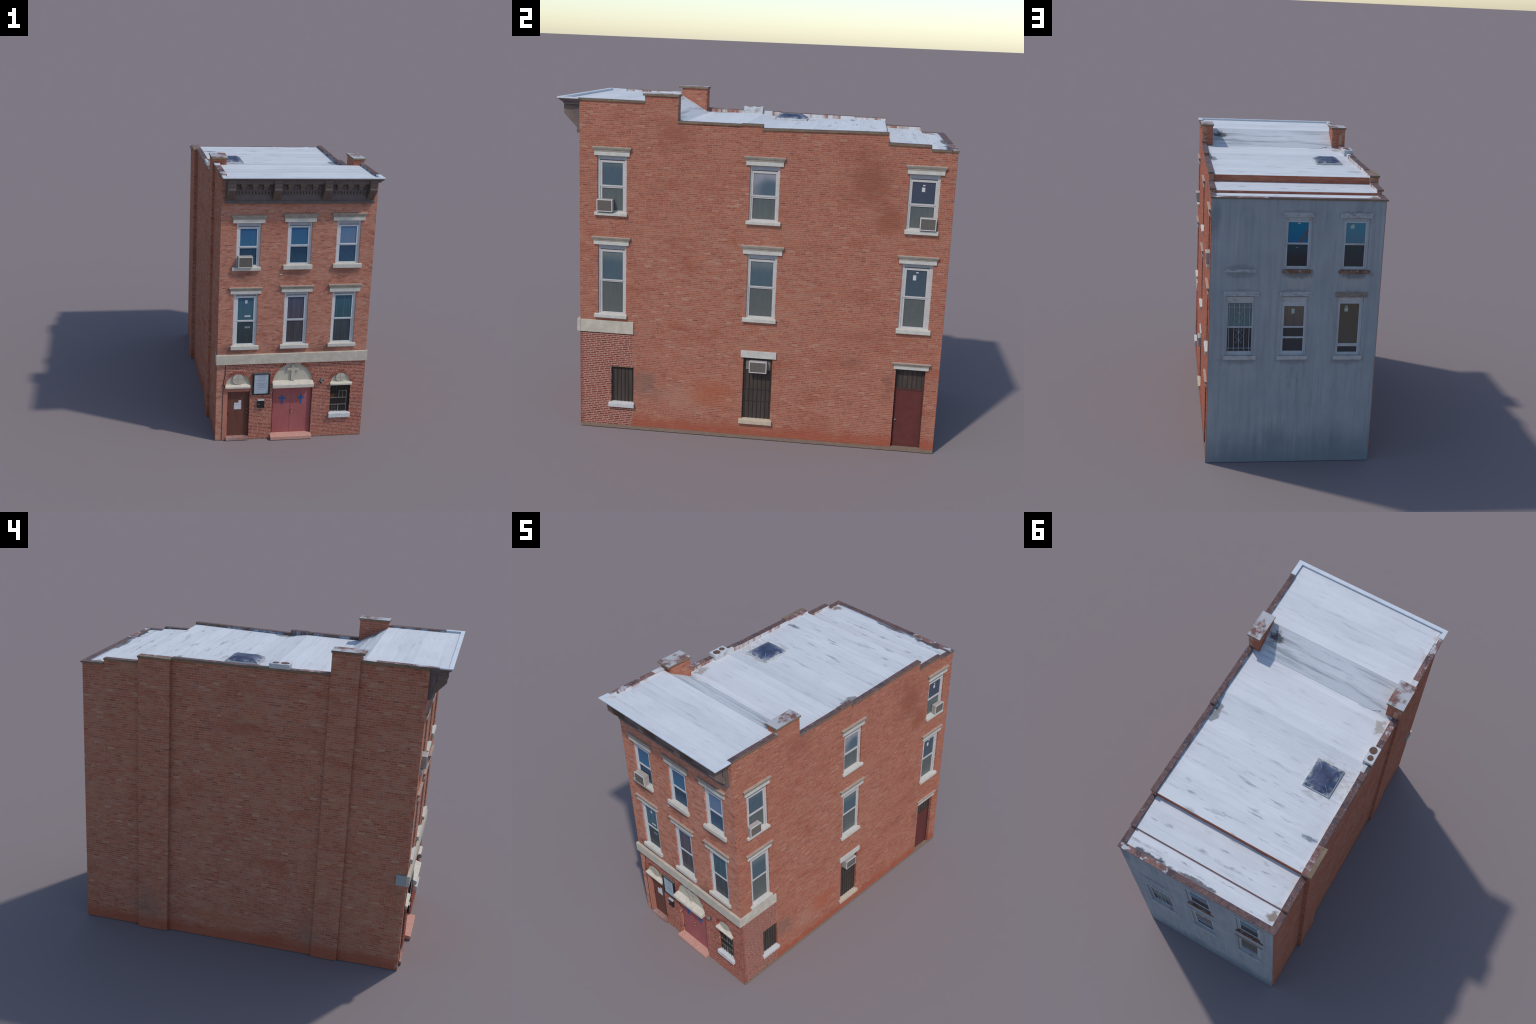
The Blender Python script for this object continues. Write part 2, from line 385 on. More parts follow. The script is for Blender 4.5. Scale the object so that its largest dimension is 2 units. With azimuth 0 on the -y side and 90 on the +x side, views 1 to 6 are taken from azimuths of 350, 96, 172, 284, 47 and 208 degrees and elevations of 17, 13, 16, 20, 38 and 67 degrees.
MAT_SILL_BACK = plain("rear_sill", (0.44, 0.43, 0.43), 0.85, 0.08, 40, dirt=(0.20, 0.13, 0.10), dirt_scale=26, dirt_amt=0.45)
MAT_COPING_SIDE = plain("coping_edge", (0.19, 0.14, 0.095), 0.9, 0.18, 40, (1, 1, 1), dirt=(0.30, 0.23, 0.15), dirt_scale=9, dirt_amt=0.5)


def coping_top_material(name, amount, colour=(0.20, 0.082, 0.068)):
    N = Nodes(name, 0.8, 0.25)
    c = N.ramp(N.noise(38.0, (1, 1, 1), 5, 0.65), [(0.3, tuple(x * 0.6 for x in colour)), (0.7, tuple(x * 1.35 for x in colour))])
    c = N.mix(N.step(N.noise(11.0, (1, 1, 1), 5, 0.65, (5, 5, 0)), 0.50, 0.66, 0, 0.75), c, (0.055, 0.048, 0.060))
    lo = 0.66 - 0.22 * amount
    c = N.mix(N.step(N.noise(19.0, (1, 1, 1), 6, 0.65, (2, 8, 1)), lo, lo + 0.09, 0, 0.9), c, (0.50, 0.51, 0.54))
    c = N.mix(N.step(N.noise(95.0, (1, 1, 1), 3, 0.6, (6, 3, 1)), 0.63, 0.70, 0, 0.6), c, (0.42, 0.45, 0.52))
    return N.done(c)


MAT_COPING_TOP = coping_top_material("coping_top", 0.18, (0.140, 0.084, 0.080))
MAT_COPING_PINK = coping_top_material("coping_top_faded", 0.55, (0.22, 0.120, 0.105))
def cap_material():
    N = Nodes("worn_cap", 0.85, 0.25)
    c = N.ramp(N.noise(30.0, (1, 1, 1), 5), [(0.3, (0.13, 0.075, 0.065)), (0.7, (0.24, 0.115, 0.095))])
    c = N.mix(N.step(N.noise(11.0, (1, 1, 1), 5, 0.65, (2, 6, 1)), 0.40, 0.56, 0, 0.9), c, (0.47, 0.475, 0.49))
    c = N.mix(N.step(N.noise(16.0, (1, 1, 1), 5, 0.6, (7, 3, 2)), 0.58, 0.70, 0, 0.5), c, (0.32, 0.20, 0.17))
    return N.done(c)


MAT_CAP_TOP = cap_material()


def roof_material():
    N = Nodes("white_roofing_membrane", 0.75, 0.25)
    r = N.node("ShaderNodeObjectInfo").outputs["Random"]
    c = N.ramp(r, [(0.0, (0.60, 0.612, 0.63)), (0.5, (0.635, 0.645, 0.66)), (1.0, (0.675, 0.685, 0.70))])
    c = N.mix(N.step(N.noise(5.0, (0.6, 1, 1), 5, 0.6), 0.4, 0.75, 0, 0.4), c, (0.52, 0.525, 0.55))
    c = N.mix(N.step(N.noise(26.0, (0.10, 1, 1), 5, 0.65, (1, 3, 0)), 0.50, 0.72, 0, 0.28), c, (0.44, 0.445, 0.46))
    c = N.mix(N.step(N.noise(60.0, (0.06, 1, 1), 3, 0.6, (7, 2, 0)), 0.52, 0.70, 0, 0.32), c, (0.73, 0.74, 0.76))
    # dirty lap line along the leading edge of every sheet
    gen = N.node("ShaderNodeSeparateXYZ"); N.put(gen.inputs[0], N.node("ShaderNodeTexCoord").outputs["Generated"])
    lap = N.math("MULTIPLY", N.step(gen.outputs[1], 0.01, 0.055, 1.0, 0.0), N.step(N.noise(9.0, (1, 6, 1), 4, 0.6, (6, 6, 0)), 0.35, 0.62, 0.15, 0.85))
    c = N.mix(N.scale_fac(lap, 0.42), c, (0.30, 0.30, 0.315))
    # soot marks, denser toward the back
    blot = N.step(N.noise(22.0, (0.24, 1.5, 1), 5, 0.65, (3, 7, 0)), 0.56, 0.70)
    y = N.axis(1)
    c = N.mix(N.math("MULTIPLY", blot, N.step(y, -0.1, 0.55, 0.25, 0.75)), c, (0.22, 0.225, 0.235))
    slope = N.math("MULTIPLY", N.step(y, -0.56, -0.52), N.step(y, -0.40, -0.36, 1, 0))
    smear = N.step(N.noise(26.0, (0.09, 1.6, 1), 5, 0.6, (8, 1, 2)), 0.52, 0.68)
    c = N.mix(N.scale_fac(N.math("MULTIPLY", slope, smear), 0.75), c, (0.30, 0.32, 0.34))
    # rusty dirt near the flues and left-hand parapet, mould in corners, blue-black strips at the rear edge
    edge = N.math("MULTIPLY", N.step(N.axis(0), -0.46, -0.37, 1, 0), N.step(N.noise(20.0, (1, 1, 1), 5, 0.65, (2, 2, 5)), 0.5, 0.68))
    c = N.mix(N.scale_fac(edge, 0.6), c, (0.40, 0.30, 0.23))
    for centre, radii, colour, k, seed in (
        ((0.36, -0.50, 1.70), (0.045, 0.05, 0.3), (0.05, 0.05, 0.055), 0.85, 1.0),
        ((-0.31, 0.115, 1.64), (0.14, 0.14, 0.3), (0.42, 0.36, 0.30), 0.45, 2.0),
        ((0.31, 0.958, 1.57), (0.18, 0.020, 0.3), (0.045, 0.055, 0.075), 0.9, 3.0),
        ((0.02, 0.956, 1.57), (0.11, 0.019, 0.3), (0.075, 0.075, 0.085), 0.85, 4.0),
        ((-0.42, 0.92, 1.57), (0.035, 0.04, 0.3), (0.20, 0.14, 0.08), 0.8, 5.0),
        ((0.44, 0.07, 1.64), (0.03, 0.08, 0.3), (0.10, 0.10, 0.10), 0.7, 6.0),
        ((-0.41, -0.31, 1.64), (0.035, 0.06, 0.3), (0.27, 0.22, 0.16), 0.6, 7.0),
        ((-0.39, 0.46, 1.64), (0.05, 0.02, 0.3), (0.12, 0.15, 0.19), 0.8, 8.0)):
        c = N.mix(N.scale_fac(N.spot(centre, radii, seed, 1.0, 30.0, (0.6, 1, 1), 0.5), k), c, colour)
    N.bump(N.noise(70.0, (0.2, 1, 1), 4), 0.2, 0.002)
    return N.done(c)


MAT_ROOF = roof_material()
MAT_LIP = plain("gutter_metal", (0.60, 0.63, 0.67), 0.6, 0.07, 20, dirt=(0.45, 0.42, 0.42), dirt_amt=0.3)


def skylight_material():
    N = Nodes("skylight_dome", 0.55, 0.2)
    c = N.ramp(N.noise(14.0, (1, 1, 1), 5, 0.6, (3, 3, 0)), [(0.35, (0.030, 0.042, 0.085)), (0.52, (0.058, 0.078, 0.145)), (0.68, (0.10, 0.12, 0.18))])
    rim = N.step(N.axis(2), 1.641, 1.6545, 1.0, 0.0)
    rag = N.step(N.noise(26.0, (1, 1, 1), 5, 0.65, (4, 1, 7)), 0.42, 0.60)
    c = N.mix(N.math("MULTIPLY", rim, rag), c, (0.36, 0.37, 0.39))
    c = N.mix(N.step(N.noise(34.0, (1, 1, 1), 5, 0.65, (1, 8, 2)), 0.56, 0.70, 0, 0.75), c, (0.14, 0.125, 0.12))
    return N.done(c)


MAT_CURB = plain("skylight_curb", (0.50, 0.51, 0.52), 0.8, 0.10, 40, dirt=(0.24, 0.22, 0.20), dirt_scale=26, dirt_amt=0.8)
MAT_SKYLIGHT = skylight_material()


# ------------------------------------------------------------------ walls
def slab(face, outline, holes, name, mat, o_face=-0.0007, thick=0.026):
    """Wall panel with openings cut through it. outline/holes: (u, z) loops."""
    loops = [outline] + holes
    flat = [p for l in loops for p in l]
    tris = tessellate_polygon([[Vector((u, z, 0)) for u, z in l] for l in loops])
    P = FACES[face]
    n = len(flat)
    g = Geo()
    verts = [P(u, o_face, z) for u, z in flat] + [P(u, o_face - thick, z) for u, z in flat]
    faces = [tuple(t) for t in tris] + [tuple(i + n for i in reversed(t)) for t in tris]
    k = 0
    for l in loops:
        m = len(l)
        for i in range(m):
            a, b = k + i, k + (i + 1) % m
            faces.append((a, b, b + n, a + n))
        k += m
    g.add(verts, faces)
    return g.build(name, mat)


def rect(u0, u1, z0, z1):
    return [(u0, z0), (u1, z0), (u1, z1), (u0, z1)]


def lay_bricks(g, face, u0, u1, z0, z1, course, length, joint, holes=(), arches=(), depth=0.016, proud=0.0, seed=1, mat=0, header=0.12):
    """Running bond of separate bricks; rows are clipped round rectangular holes
    (u0, u1, z0, z1) and round arch heads (centre u, spring z, radius)."""
    rng = random.Random(seed)
    P = FACES[face]
    rows = max(1, round((z1 - z0) / course))
    course = (z1 - z0) / rows
    joint_v = joint * 0.85
    for r in range(rows):
        za, zb = z0 + r * course, z0 + (r + 1) * course
        uu = u0 - rng.random() * length * 0.25 - (length / 2 if r % 2 else 0)
        row_holes = [h for h in holes if h[2] < zb and h[3] > za]
        row_arch = [q for q in arches if q[1] < zb and q[1] + q[2] > za]
        while uu < u1:
            w = length * (0.5 if rng.random() < header else 1) * rng.uniform(0.93, 1.07)
            a0, b0 = max(uu + joint_v / 2, u0), min(uu + w - joint_v / 2, u1)
            if uu + w >= u1 - joint_v:
                b0 = u1
            uu += w
            near = [h for h in row_holes if h[0] < b0 and h[1] > a0]
            cuts = sorted({za, zb} | {e for h in near for e in h[2:4] if za < e < zb})
            for ca, cb in zip(cuts, cuts[1:]):
                ba = ca + (joint / 2 if ca == za else 0.0)
                bb = cb - (joint / 2 if cb == zb else 0.0)
                if bb - ba < 0.0012:
                    continue
                mid = (ba + bb) / 2
                blocked = [(h[0], h[1]) for h in near if h[2] <= mid <= h[3]]
                for cu, zs, R in row_arch:
                    if zs <= mid < zs + R:
                        half = math.sqrt(R * R - (mid - zs) ** 2)
                        blocked.append((cu - half, cu + half))
                free = [(a0, b0)]
                for x0, x1 in blocked:
                    free = [q for a, b in free for q in ((a, min(b, x0)), (max(a, x1), b)) if q[1] - q[0] > 1e-5]
                for a, b in free:
                    if b - a < 0.0022:
                        continue
                    o = proud + rng.uniform(-0.0003, 0.0002)
                    j = rng.uniform(-0.0003, 0.0003) if bb - ba > 0.004 else 0
                    c = [P(x, d, z) for d in (proud - depth, o) for x, z in ((a, ba + j), (b, ba + j), (b, bb + j), (a, bb + j))]
                    g.add(c, BRICK, mat)


BRICK = [(4, 5, 6, 7), (0, 1, 5, 4), (1, 2, 6, 5), (2, 3, 7, 6), (3, 0, 4, 7)]
E_ = 0.0008


def grow(h):
    return rect(h[0] - E_, h[1] + E_, max(h[2] - E_, 0.0), h[3] + E_)


# --- window tables: opening (u0,u1,z0,z1), glass (u0,u1), rail z, glass top, hood, sill
FRONT_WINDOWS = [
    dict(op=(-0.375, -0.227, 1.165, 1.447), gl=(-0.352, -0.249), rail=(1.284, 1.298), top=1.407, hood=(-0.410, -0.193, 1.447, 1.496), sill=(-0.399, -0.222, 1.147, 1.171)),
    dict(op=(-0.060, 0.092, 1.174, 1.453), gl=(-0.036, 0.070), rail=(1.291, 1.305), top=1.413, hood=(-0.092, 0.124, 1.453, 1.503), sill=(-0.081, 0.101, 1.151, 1.182)),
    dict(op=(0.248, 0.399, 1.180, 1.460), gl=(0.273, 0.376), rail=(1.297, 1.311), top=1.419, hood=(0.210, 0.431, 1.460, 1.508), sill=(0.233, 0.416, 1.157, 1.186)),
    dict(op=(-0.381, -0.230, 0.650, 0.996), gl=(-0.352, -0.248), rail=(0.805, 0.818), top=0.965, hood=(-0.413, -0.202, 0.996, 1.038), sill=(-0.393, -0.216, 0.627, 0.655)),
    dict(op=(-0.062, 0.090, 0.650, 1.003), gl=(-0.037, 0.069), rail=(0.807, 0.820), top=0.964, hood=(-0.094, 0.122, 1.003, 1.045), sill=(-0.079, 0.104, 0.628, 0.656)),
    dict(op=(0.245, 0.398, 0.651, 1.000), gl=(0.267, 0.373), rail=(0.809, 0.822), top=0.970, hood=(0.213, 0.430, 1.000, 1.050), sill=(0.230, 0.412, 0.632, 0.657)),
]
RIGHT_WINDOWS = [
    dict(op=(-0.796, -0.644, 1.174, 1.465), gl=(-0.772, -0.666), rail=(1.299, 1.314), top=1.428, hood=(-0.820, -0.618, 1.465, 1.510), sill=(-0.809, -0.639, 1.159, 1.178)),
    dict(op=(-0.018, 0.132, 1.174, 1.456), gl=(0.000, 0.109), rail=(1.290, 1.306), top=1.416, hood=(-0.048, 0.159, 1.456, 1.501), sill=(-0.031, 0.145, 1.158, 1.178)),
    dict(op=(0.767, 0.919, 1.175, 1.456), gl=(0.785, 0.893), rail=(1.294, 1.309), top=1.416, hood=(0.746, 0.947, 1.456, 1.499), sill=(0.761, 0.927, 1.157, 1.180)),
    dict(op=(-0.792, -0.644, 0.634, 1.006), gl=(-0.771, -0.663), rail=(0.807, 0.820), top=0.966, hood=(-0.824, -0.620, 1.006, 1.048), sill=(-0.810, -0.638, 0.616, 0.638)),
    dict(op=(-0.015, 0.136, 0.666, 1.005), gl=(0.002, 0.114), rail=(0.823, 0.836), top=0.964, hood=(-0.049, 0.170, 1.005, 1.050), sill=(-0.031, 0.143, 0.647, 0.670)),
    dict(op=(0.764, 0.918, 0.667, 1.006), gl=(0.789, 0.886), rail=(0.822, 0.836), top=0.971, hood=(0.737, 0.943, 1.006, 1.047), sill=(0.755, 0.929, 0.643, 0.669)),
]
BACK_WINDOWS = [
    dict(op=(-0.068, 0.083, 1.173, 1.472), gl=(-0.047, 0.067), rail=(1.316, 1.327), top=1.443, bot=1.192, lint=(-0.074, 0.099, 1.473, 1.501), sill=(-0.080, 0.088, 1.155, 1.174)),
    dict(op=(-0.389, -0.239, 1.173, 1.470), gl=(-0.366, -0.255), rail=(1.316, 1.327), top=1.443, bot=1.192, lint=(-0.401, -0.220, 1.473, 1.501), sill=(-0.406, -0.229, 1.155, 1.175)),
    dict(op=(0.237, 0.394, 0.662, 1.018), gl=(0.248, 0.383), rail=(0.827, 0.838), top=0.976, bot=0.688, lint=(0.213, 0.411, 1.019, 1.047), sill=(0.219, 0.406, 0.642, 0.665), panel=0.987),
    dict(op=(-0.065, 0.085, 0.662, 1.018), gl=(-0.046, 0.067), rail=(0.828, 0.839), top=0.958, bot=0.689, lint=(-0.084, 0.099, 1.020, 1.048), sill=(-0.077, 0.101, 0.642, 0.665), panel=0.987),
    dict(op=(-0.382, -0.234, 0.662, 1.014), gl=(-0.361, -0.247), rail=(0.716, 0.735), top=0.974, bot=0.682, lint=(-0.400, -0.219, 1.016, 1.045), sill=(-0.392, -0.223, 0.641, 0.665), panel=0.989),
]
DOOR_LEFT = (-0.426, -0.259, 0.0, 0.370)
DOOR_MAIN = (-0.111, 0.149, 0.0, 0.378)
WIN_LOW = (0.270, 0.402, 0.160, 0.370)
SIDE_WIN = (-0.720, -0.600, 0.148, 0.347)
SIDE_TALL = (-0.017, 0.134, 0.110, 0.452)
SIDE_DOOR = (0.772, 0.922, 0.0, 0.451)
ARCHES = [(-0.3355, 0.378, 0.0800), (0.019, 0.389, 0.1305), (0.3355, 0.378, 0.0665)]
RING = 0.021

# tops of the side walls (underside of the copings)
RIGHT_TOP = [(-0.899, 1.735), (-0.5545, 1.735), (-0.5545, 1.7712), (-0.3875, 1.7712), (-0.3875, 1.645), (-0.066, 1.645), (-0.066, 1.649), (0.038, 1.649), (0.038, 1.630),
             (0.655, 1.640), (0.655, 1.592), (0.8645, 1.590), (0.8645, 1.570), (0.999, 1.570)]
LEFT_TOP = [(-0.899, 1.733), (-0.392, 1.733), (-0.392, 1.648), (-0.060, 1.644), (0.655, 1.640), (0.655, 1.599), (0.8625, 1.597), (0.8625, 1.570), (0.999, 1.570)]


def wall_outline(top, u0, u1):
    t = [(min(max(u, u0), u1), z) for u, z in top]
    return [(u0, 0.0), (u1, 0.0)] + t[::-1]


def top_limit_holes(top):
    """Zones above a stepped wall top as rectangles the bricklayer keeps out of."""
    out = []
    for (a, za), (b, zb) in zip(top, top[1:]):
        if b > a:
            out.append((a - 1e-4, b + 1e-4, (za + zb) / 2, 9.0))
    return out


def arch_head(cu, zs, R, base, n=18):
    """opening outline with a round head (R) over a rectangle down to base."""
    return [(cu + R * math.cos(math.pi * k / n), zs + R * math.sin(math.pi * k / n)) for k in range(n + 1)]


# front wall: one panel per storey group so each keeps its own mortar
band_z = 0.565
front_upper = slab("front", rect(-0.4728, RIGHT_X - 0.0022, band_z, 1.72), [grow(w["op"]) for w in FRONT_WINDOWS], "front_wall", MAT_MORTAR_FRONT)
low_holes = []
for op, (cu, zs, R) in zip((DOOR_LEFT, DOOR_MAIN, WIN_LOW), ARCHES):
    head = arch_head(cu, zs, R + 0.001, op[2])
    z0 = max(op[2] - E_, 0.002)
    low_holes.append([(op[0] - E_, z0), (op[1] + E_, z0), (op[1] + E_, zs)] + head[1:-1] + [(op[0] - E_, zs)])
front_lower = slab("front", rect(-0.4728, RIGHT_X - 0.0022, 0.0, band_z), low_holes, "front_wall", MAT_MORTAR_LOWER)
right_wall = slab("right", wall_outline(RIGHT_TOP, FRONT_Y + 0.0022, BACK_Y - 0.0016),
                  [grow(w["op"]) for w in RIGHT_WINDOWS] + [grow(h) for h in (SIDE_WIN, SIDE_TALL)] + [rect(SIDE_DOOR[0] - E_, SIDE_DOOR[1] + E_, 0.002, SIDE_DOOR[3] + E_)],
                  "side_wall", MAT_MORTAR_SIDE)
left_wall = slab("left", wall_outline(LEFT_TOP, FRONT_Y + 0.0022, BACK_Y - 0.0016), [], "party_wall", MAT_MORTAR_SIDE)
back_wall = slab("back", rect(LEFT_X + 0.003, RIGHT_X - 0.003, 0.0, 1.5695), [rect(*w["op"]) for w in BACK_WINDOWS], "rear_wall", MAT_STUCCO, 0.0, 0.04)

# brickwork
g = Geo()
lay_bricks(g, "front", LEFT_X, RIGHT_X - 0.0008, 0.598, 1.722, 0.0086, 0.0270, 0.0019, [w["op"] for w in FRONT_WINDOWS], seed=3)
lay_bricks(g, "front", LEFT_X, -0.428, 0.001, 0.528, 0.0086, 0.0270, 0.0019, [], seed=4)
g.build("brickwork", MAT_BRICK_FRONT, front_upper, recalc=False, stuff=True)
g = Geo()
lay_bricks(g, "front", -0.4265, RIGHT_X - 0.0008, 0.001, 0.534, 0.0100, 0.0325, 0.0030, [DOOR_LEFT, DOOR_MAIN, WIN_LOW],
           [(c, z, R + RING + 0.001) for c, z, R in ARCHES] , seed=5)
g.build("brickwork", MAT_BRICK_LOWER, front_lower, recalc=False, stuff=True)

SIDE_HOLES = [w["op"] for w in RIGHT_WINDOWS] + [SIDE_WIN, SIDE_TALL, SIDE_DOOR]
PATCH = (-0.899, -0.604, 0.0, 0.56)          # rebuilt corner with wider joints
PATCH_STEP = (-0.612, -0.604, 0.0, 0.12)
g = Geo()
lay_bricks(g, "right", FRONT_Y + 0.0008, BACK_Y - 0.0008, 0.018, 1.7712, 0.0097, 0.0302, 0.0030, SIDE_HOLES + [PATCH] + top_limit_holes(RIGHT_TOP), seed=6)
g.build("brickwork", MAT_BRICK_SIDE, right_wall, recalc=False, stuff=True)
g = Geo()
lay_bricks(g, "right", FRONT_Y + 0.0008, -0.606, 0.018, 0.533, 0.0103, 0.0304, 0.0036, SIDE_HOLES, seed=7, header=0.02)
g.build("brickwork", MAT_BRICK_CORNER, right_wall, recalc=False, stuff=True)
one_box("side_wall_patch", MAT_MORTAR_CORNER, "right", FRONT_Y + 0.0165, -0.7205, -0.01, -0.0004, 0.0, 0.56, right_wall)
one_box("side_wall_patch", MAT_MORTAR_CORNER, "right", -0.7210, -0.606, -0.01, -0.00045, 0.3475, 0.559, right_wall)
one_box("side_wall_patch", MAT_MORTAR_CORNER, "right", -0.7210, -0.606, -0.01, -0.00045, 0.0, 0.146, right_wall)

# left wall with two shallow chimney breasts
BREASTS = [(-0.5425, -0.394, 1.7712, 0.0160), (0.4730, 0.6545, 1.637, 0.0245)]
g = Geo()
lay_bricks(g, "left", FRONT_Y + 0.0008, BACK_Y - 0.0008, 0.001, 1.742, 0.0134, 0.0385, 0.0038,
           [(a, b, -1, 9) for a, b, t, p in BREASTS] + top_limit_holes(LEFT_TOP), seed=8)
g.build("brickwork", MAT_BRICK_PARTY, left_wall, recalc=False, stuff=True)
for a, b, top, BREAST_OUT in BREASTS:
    br = one_box("chimney_breast", MAT_MORTAR_SIDE, "left", a + E_, b - E_, -0.012, BREAST_OUT - E_, 0.0, top)
    g = Geo()
    lay_bricks(g, "left", a, b, 0.001, top, 0.0134, 0.0385, 0.0038, [], depth=BREAST_OUT + 0.004, proud=BREAST_OUT, seed=int(a * 100) + 90)
    g.build("brickwork", MAT_BRICK_PARTY, br, recalc=False, stuff=True)


# --- chimneys above the roof
def chimney(x0, x1, y0, y1, z0, z1, skip, cap, seed):
    g = Geo()
    FACES["box"] = lambda u, o, z: (u, o, z)
    g.add([(x, y, z) for x in (x0 + E_, x1 - (0.006 if skip == "cr" else E_)) for y, z in ((y0 + E_, z0), (y1 - E_, z0), (y1 - E_, z1), (y0 + E_, z1))], BOX)
    ch = g.build("chimney", MAT_MORTAR_SIDE)
    FACES["cf"] = lambda u, o, z: (u, y0 - o, z)
    FACES["cb"] = lambda u, o, z: (u, y1 + o, z)
    FACES["cl"] = lambda u, o, z: (x0 - o, u, z)
    FACES["cr"] = lambda u, o, z: (x1 + o, u, z)
    g = Geo()
    for f, (a, b) in dict(cf=(x0 + .0008, x1 - .0008), cb=(x0 + .0008, x1 - .0008), cl=(y0, y1), cr=(y0, y1)).items():
        if f != skip:
            lay_bricks(g, f, a, b, z0, z1, 0.0128, 0.030, 0.0028, [], depth=0.008, seed=seed)
    g.build("brickwork", MAT_BRICK_SIDE, ch, recalc=False, stuff=True)
    cx0, cx1, cy0, cy1, t = cap
    g = Geo()
    g.box("top", cx0, cx1, t - 0.0115, t - 0.0008, cy0, cy1, 0)
    g.box("top", cx0 + .0004, cx1 - .0004, t - 0.0009, t, cy0 + .0004, cy1 - .0004, 1)
    g.build("chimney_cap", [MAT_COPING_SIDE, MAT_CAP_TOP], ch, bevel=0.0006)
    return ch


chimney(0.4190, RIGHT_X, -0.5545, -0.3875, 1.60, 1.7712, "cr", (0.4125, 0.4958, -0.5640, -0.3820, 1.783), 21)
chimney(-0.4840, -0.4015, -0.5418, -0.3948, 1.60, 1.7714, "cl", (-0.4965, -0.3940, -0.5620, -0.3895, 1.783), 22)

# ------------------------------------------------------------------ roof
CX0, CX1 = -0.4825, 0.4960          # ends of the cornice
DECK = [(-0.9765, 1.7350), (-0.552, 1.7345), (-0.384, 1.6375), (-0.068, 1.6400), (0.042, 1.6250), (0.6490, 1.6365), (0.6491, 1.5965), (0.8605, 1.5885), (0.8606, 1.5735), (0.966, 1.5715)]


def deck_z(y):
    for (a, za), (b, zb) in zip(DECK, DECK[1:]):
        if a <= y <= b:
            return za + (zb - za) * (y - a) / (b - a)
    return DECK[-1][1]


RX0, RX1 = -0.4475, 0.4625
g = Geo()
prof = [(y, z) for y, z in DECK]
for (ya, za), (yb, zb) in zip(prof, prof[1:]):
    if yb - ya > 0.01:
        th = 0.0075 if ya < FRONT_Y else 0.03
        g.add([(x, y, z + dz) for x in (RX0, RX1) for y, z, dz in ((ya, za, -th), (yb, zb, -th), (yb, zb, -0.0015), (ya, za, -0.0015))], BOX)
g.box("top", CX0 + 0.0240, CX1 - 0.0280, 1.7275, 1.7338, -0.9768, FRONT_Y + 0.004)      # apron inside the gutter lip
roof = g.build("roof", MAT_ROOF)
rng = random.Random(12)


def sheets(y0, y1, width):
    """overlapping rolls of membrane laid across the roof"""
    y = y0
    n = max(1, round((y1 - y0) / width))
    edges = [y0] + [y0 + (y1 - y0) * (k + rng.uniform(-0.33, 0.33)) / n for k in range(1, n)] + [y1]
    for a, b in zip(edges, edges[1:]):
        lap = min(b + 0.006, y1)
        t0, t1 = (0.0010, 0.0002)
        skew = rng.uniform(-0.0015, 0.0015)
        g = Geo()
        pts = []
        for x, s in ((RX0, -skew), (RX1, skew)):
            ya, yb = a + (s if a > y0 else 0), lap + (s if lap < y1 else 0)
            pts += [(x, ya, deck_z(a) - 0.0018), (x, yb, deck_z(lap) - 0.0018), (x, yb, deck_z(lap) + t1), (x, ya, deck_z(a) + t0)]
        g.add(pts, BOX)
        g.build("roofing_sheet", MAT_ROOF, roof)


sheets(-0.9762, -0.5525, 0.062)
sheets(-0.5515, -0.3845, 0.058)
sheets(-0.3835, -0.0680, 0.066)
sheets(-0.0678, 0.0420, 0.055)
sheets(0.0422, 0.6485, 0.062)
sheets(0.6495, 0.8600, 0.052)
sheets(0.8612, 0.9640, 0.050)

# brick risers where the roof drops toward the back
FACES["riser"] = lambda u, o, z: (u, 0.6510 + o, z)
FACES["riser2"] = lambda u, o, z: (u, 0.8625 + o, z)
for f, z0, z1, s in (("riser", 1.585, 1.6358, 31), ("riser2", 1.562, 1.5872, 32)):
    g = Geo(); g.box(f, LEFT_X + 0.002, RIGHT_X - 0.002, -0.012, -0.0008, z0, z1)
    rs = g.build("roof_step", MAT_MORTAR_SIDE)
    g = Geo(); lay_bricks(g, f, LEFT_X + 0.0012, RIGHT_X - 0.0012, z0, z1, 0.0102, 0.040, 0.0016, [], depth=0.01, seed=s)
    g.build("brickwork", MAT_BRICK_SIDE, rs, recalc=False, stuff=True)


# --- copings: concrete slab with a painted/tarred top skin
def coping(face, u0, u1, o0, o1, zt0, zt1, h, top_mat, name="coping_stone"):
    g = Geo()
    k = 0.0009
    def block(za0, za1, zb0, zb1, e, m):
        P = FACES[face]
        g.add([P(u, o, z) for o in (o0 + e, o1 - e) for u, z in ((u0 + e, za0), (u1 - e, za1), (u1 - e, zb1), (u0 + e, zb0))], BOX, m)
    block(zt0 - h, zt1 - h, zt0 - k, zt1 - k, 0.0, 0)
    block(zt0 - k * 1.1, zt1 - k * 1.1, zt0, zt1, 0.0004, 1)
    return g.build(name, [MAT_COPING_SIDE, top_mat], bevel=0.0006)


O1R, O0R = 0.0050, -0.0275      # right coping overhang / inner edge
for a, b, za, zb, h in ((-0.8885, -0.722, 1.7450, 1.7455, 0.0105), (-0.7212, -0.5545, 1.7450, 1.7450, 0.0105),
                        (-0.3875, -0.0675, 1.6550, 1.6555, 0.0105), (-0.0670, 0.0405, 1.6590, 1.6590, 0.0105),
                        (0.0365, 0.165, 1.6405, 1.6430, 0.0115), (0.1655, 0.290, 1.6435, 1.6445, 0.0115), (0.2905, 0.425, 1.6450, 1.6475, 0.0115), (0.4255, 0.6555, 1.6478, 1.6510, 0.0110),
                        (0.6535, 0.8645, 1.6018, 1.6000, 0.0115), (0.8650, 0.9660, 1.5795, 1.5795, 0.0095)):
    coping("right", a, b, O0R, O1R, za, zb, h, MAT_COPING_TOP)
O0L, O1L = -0.0275, 0.0098
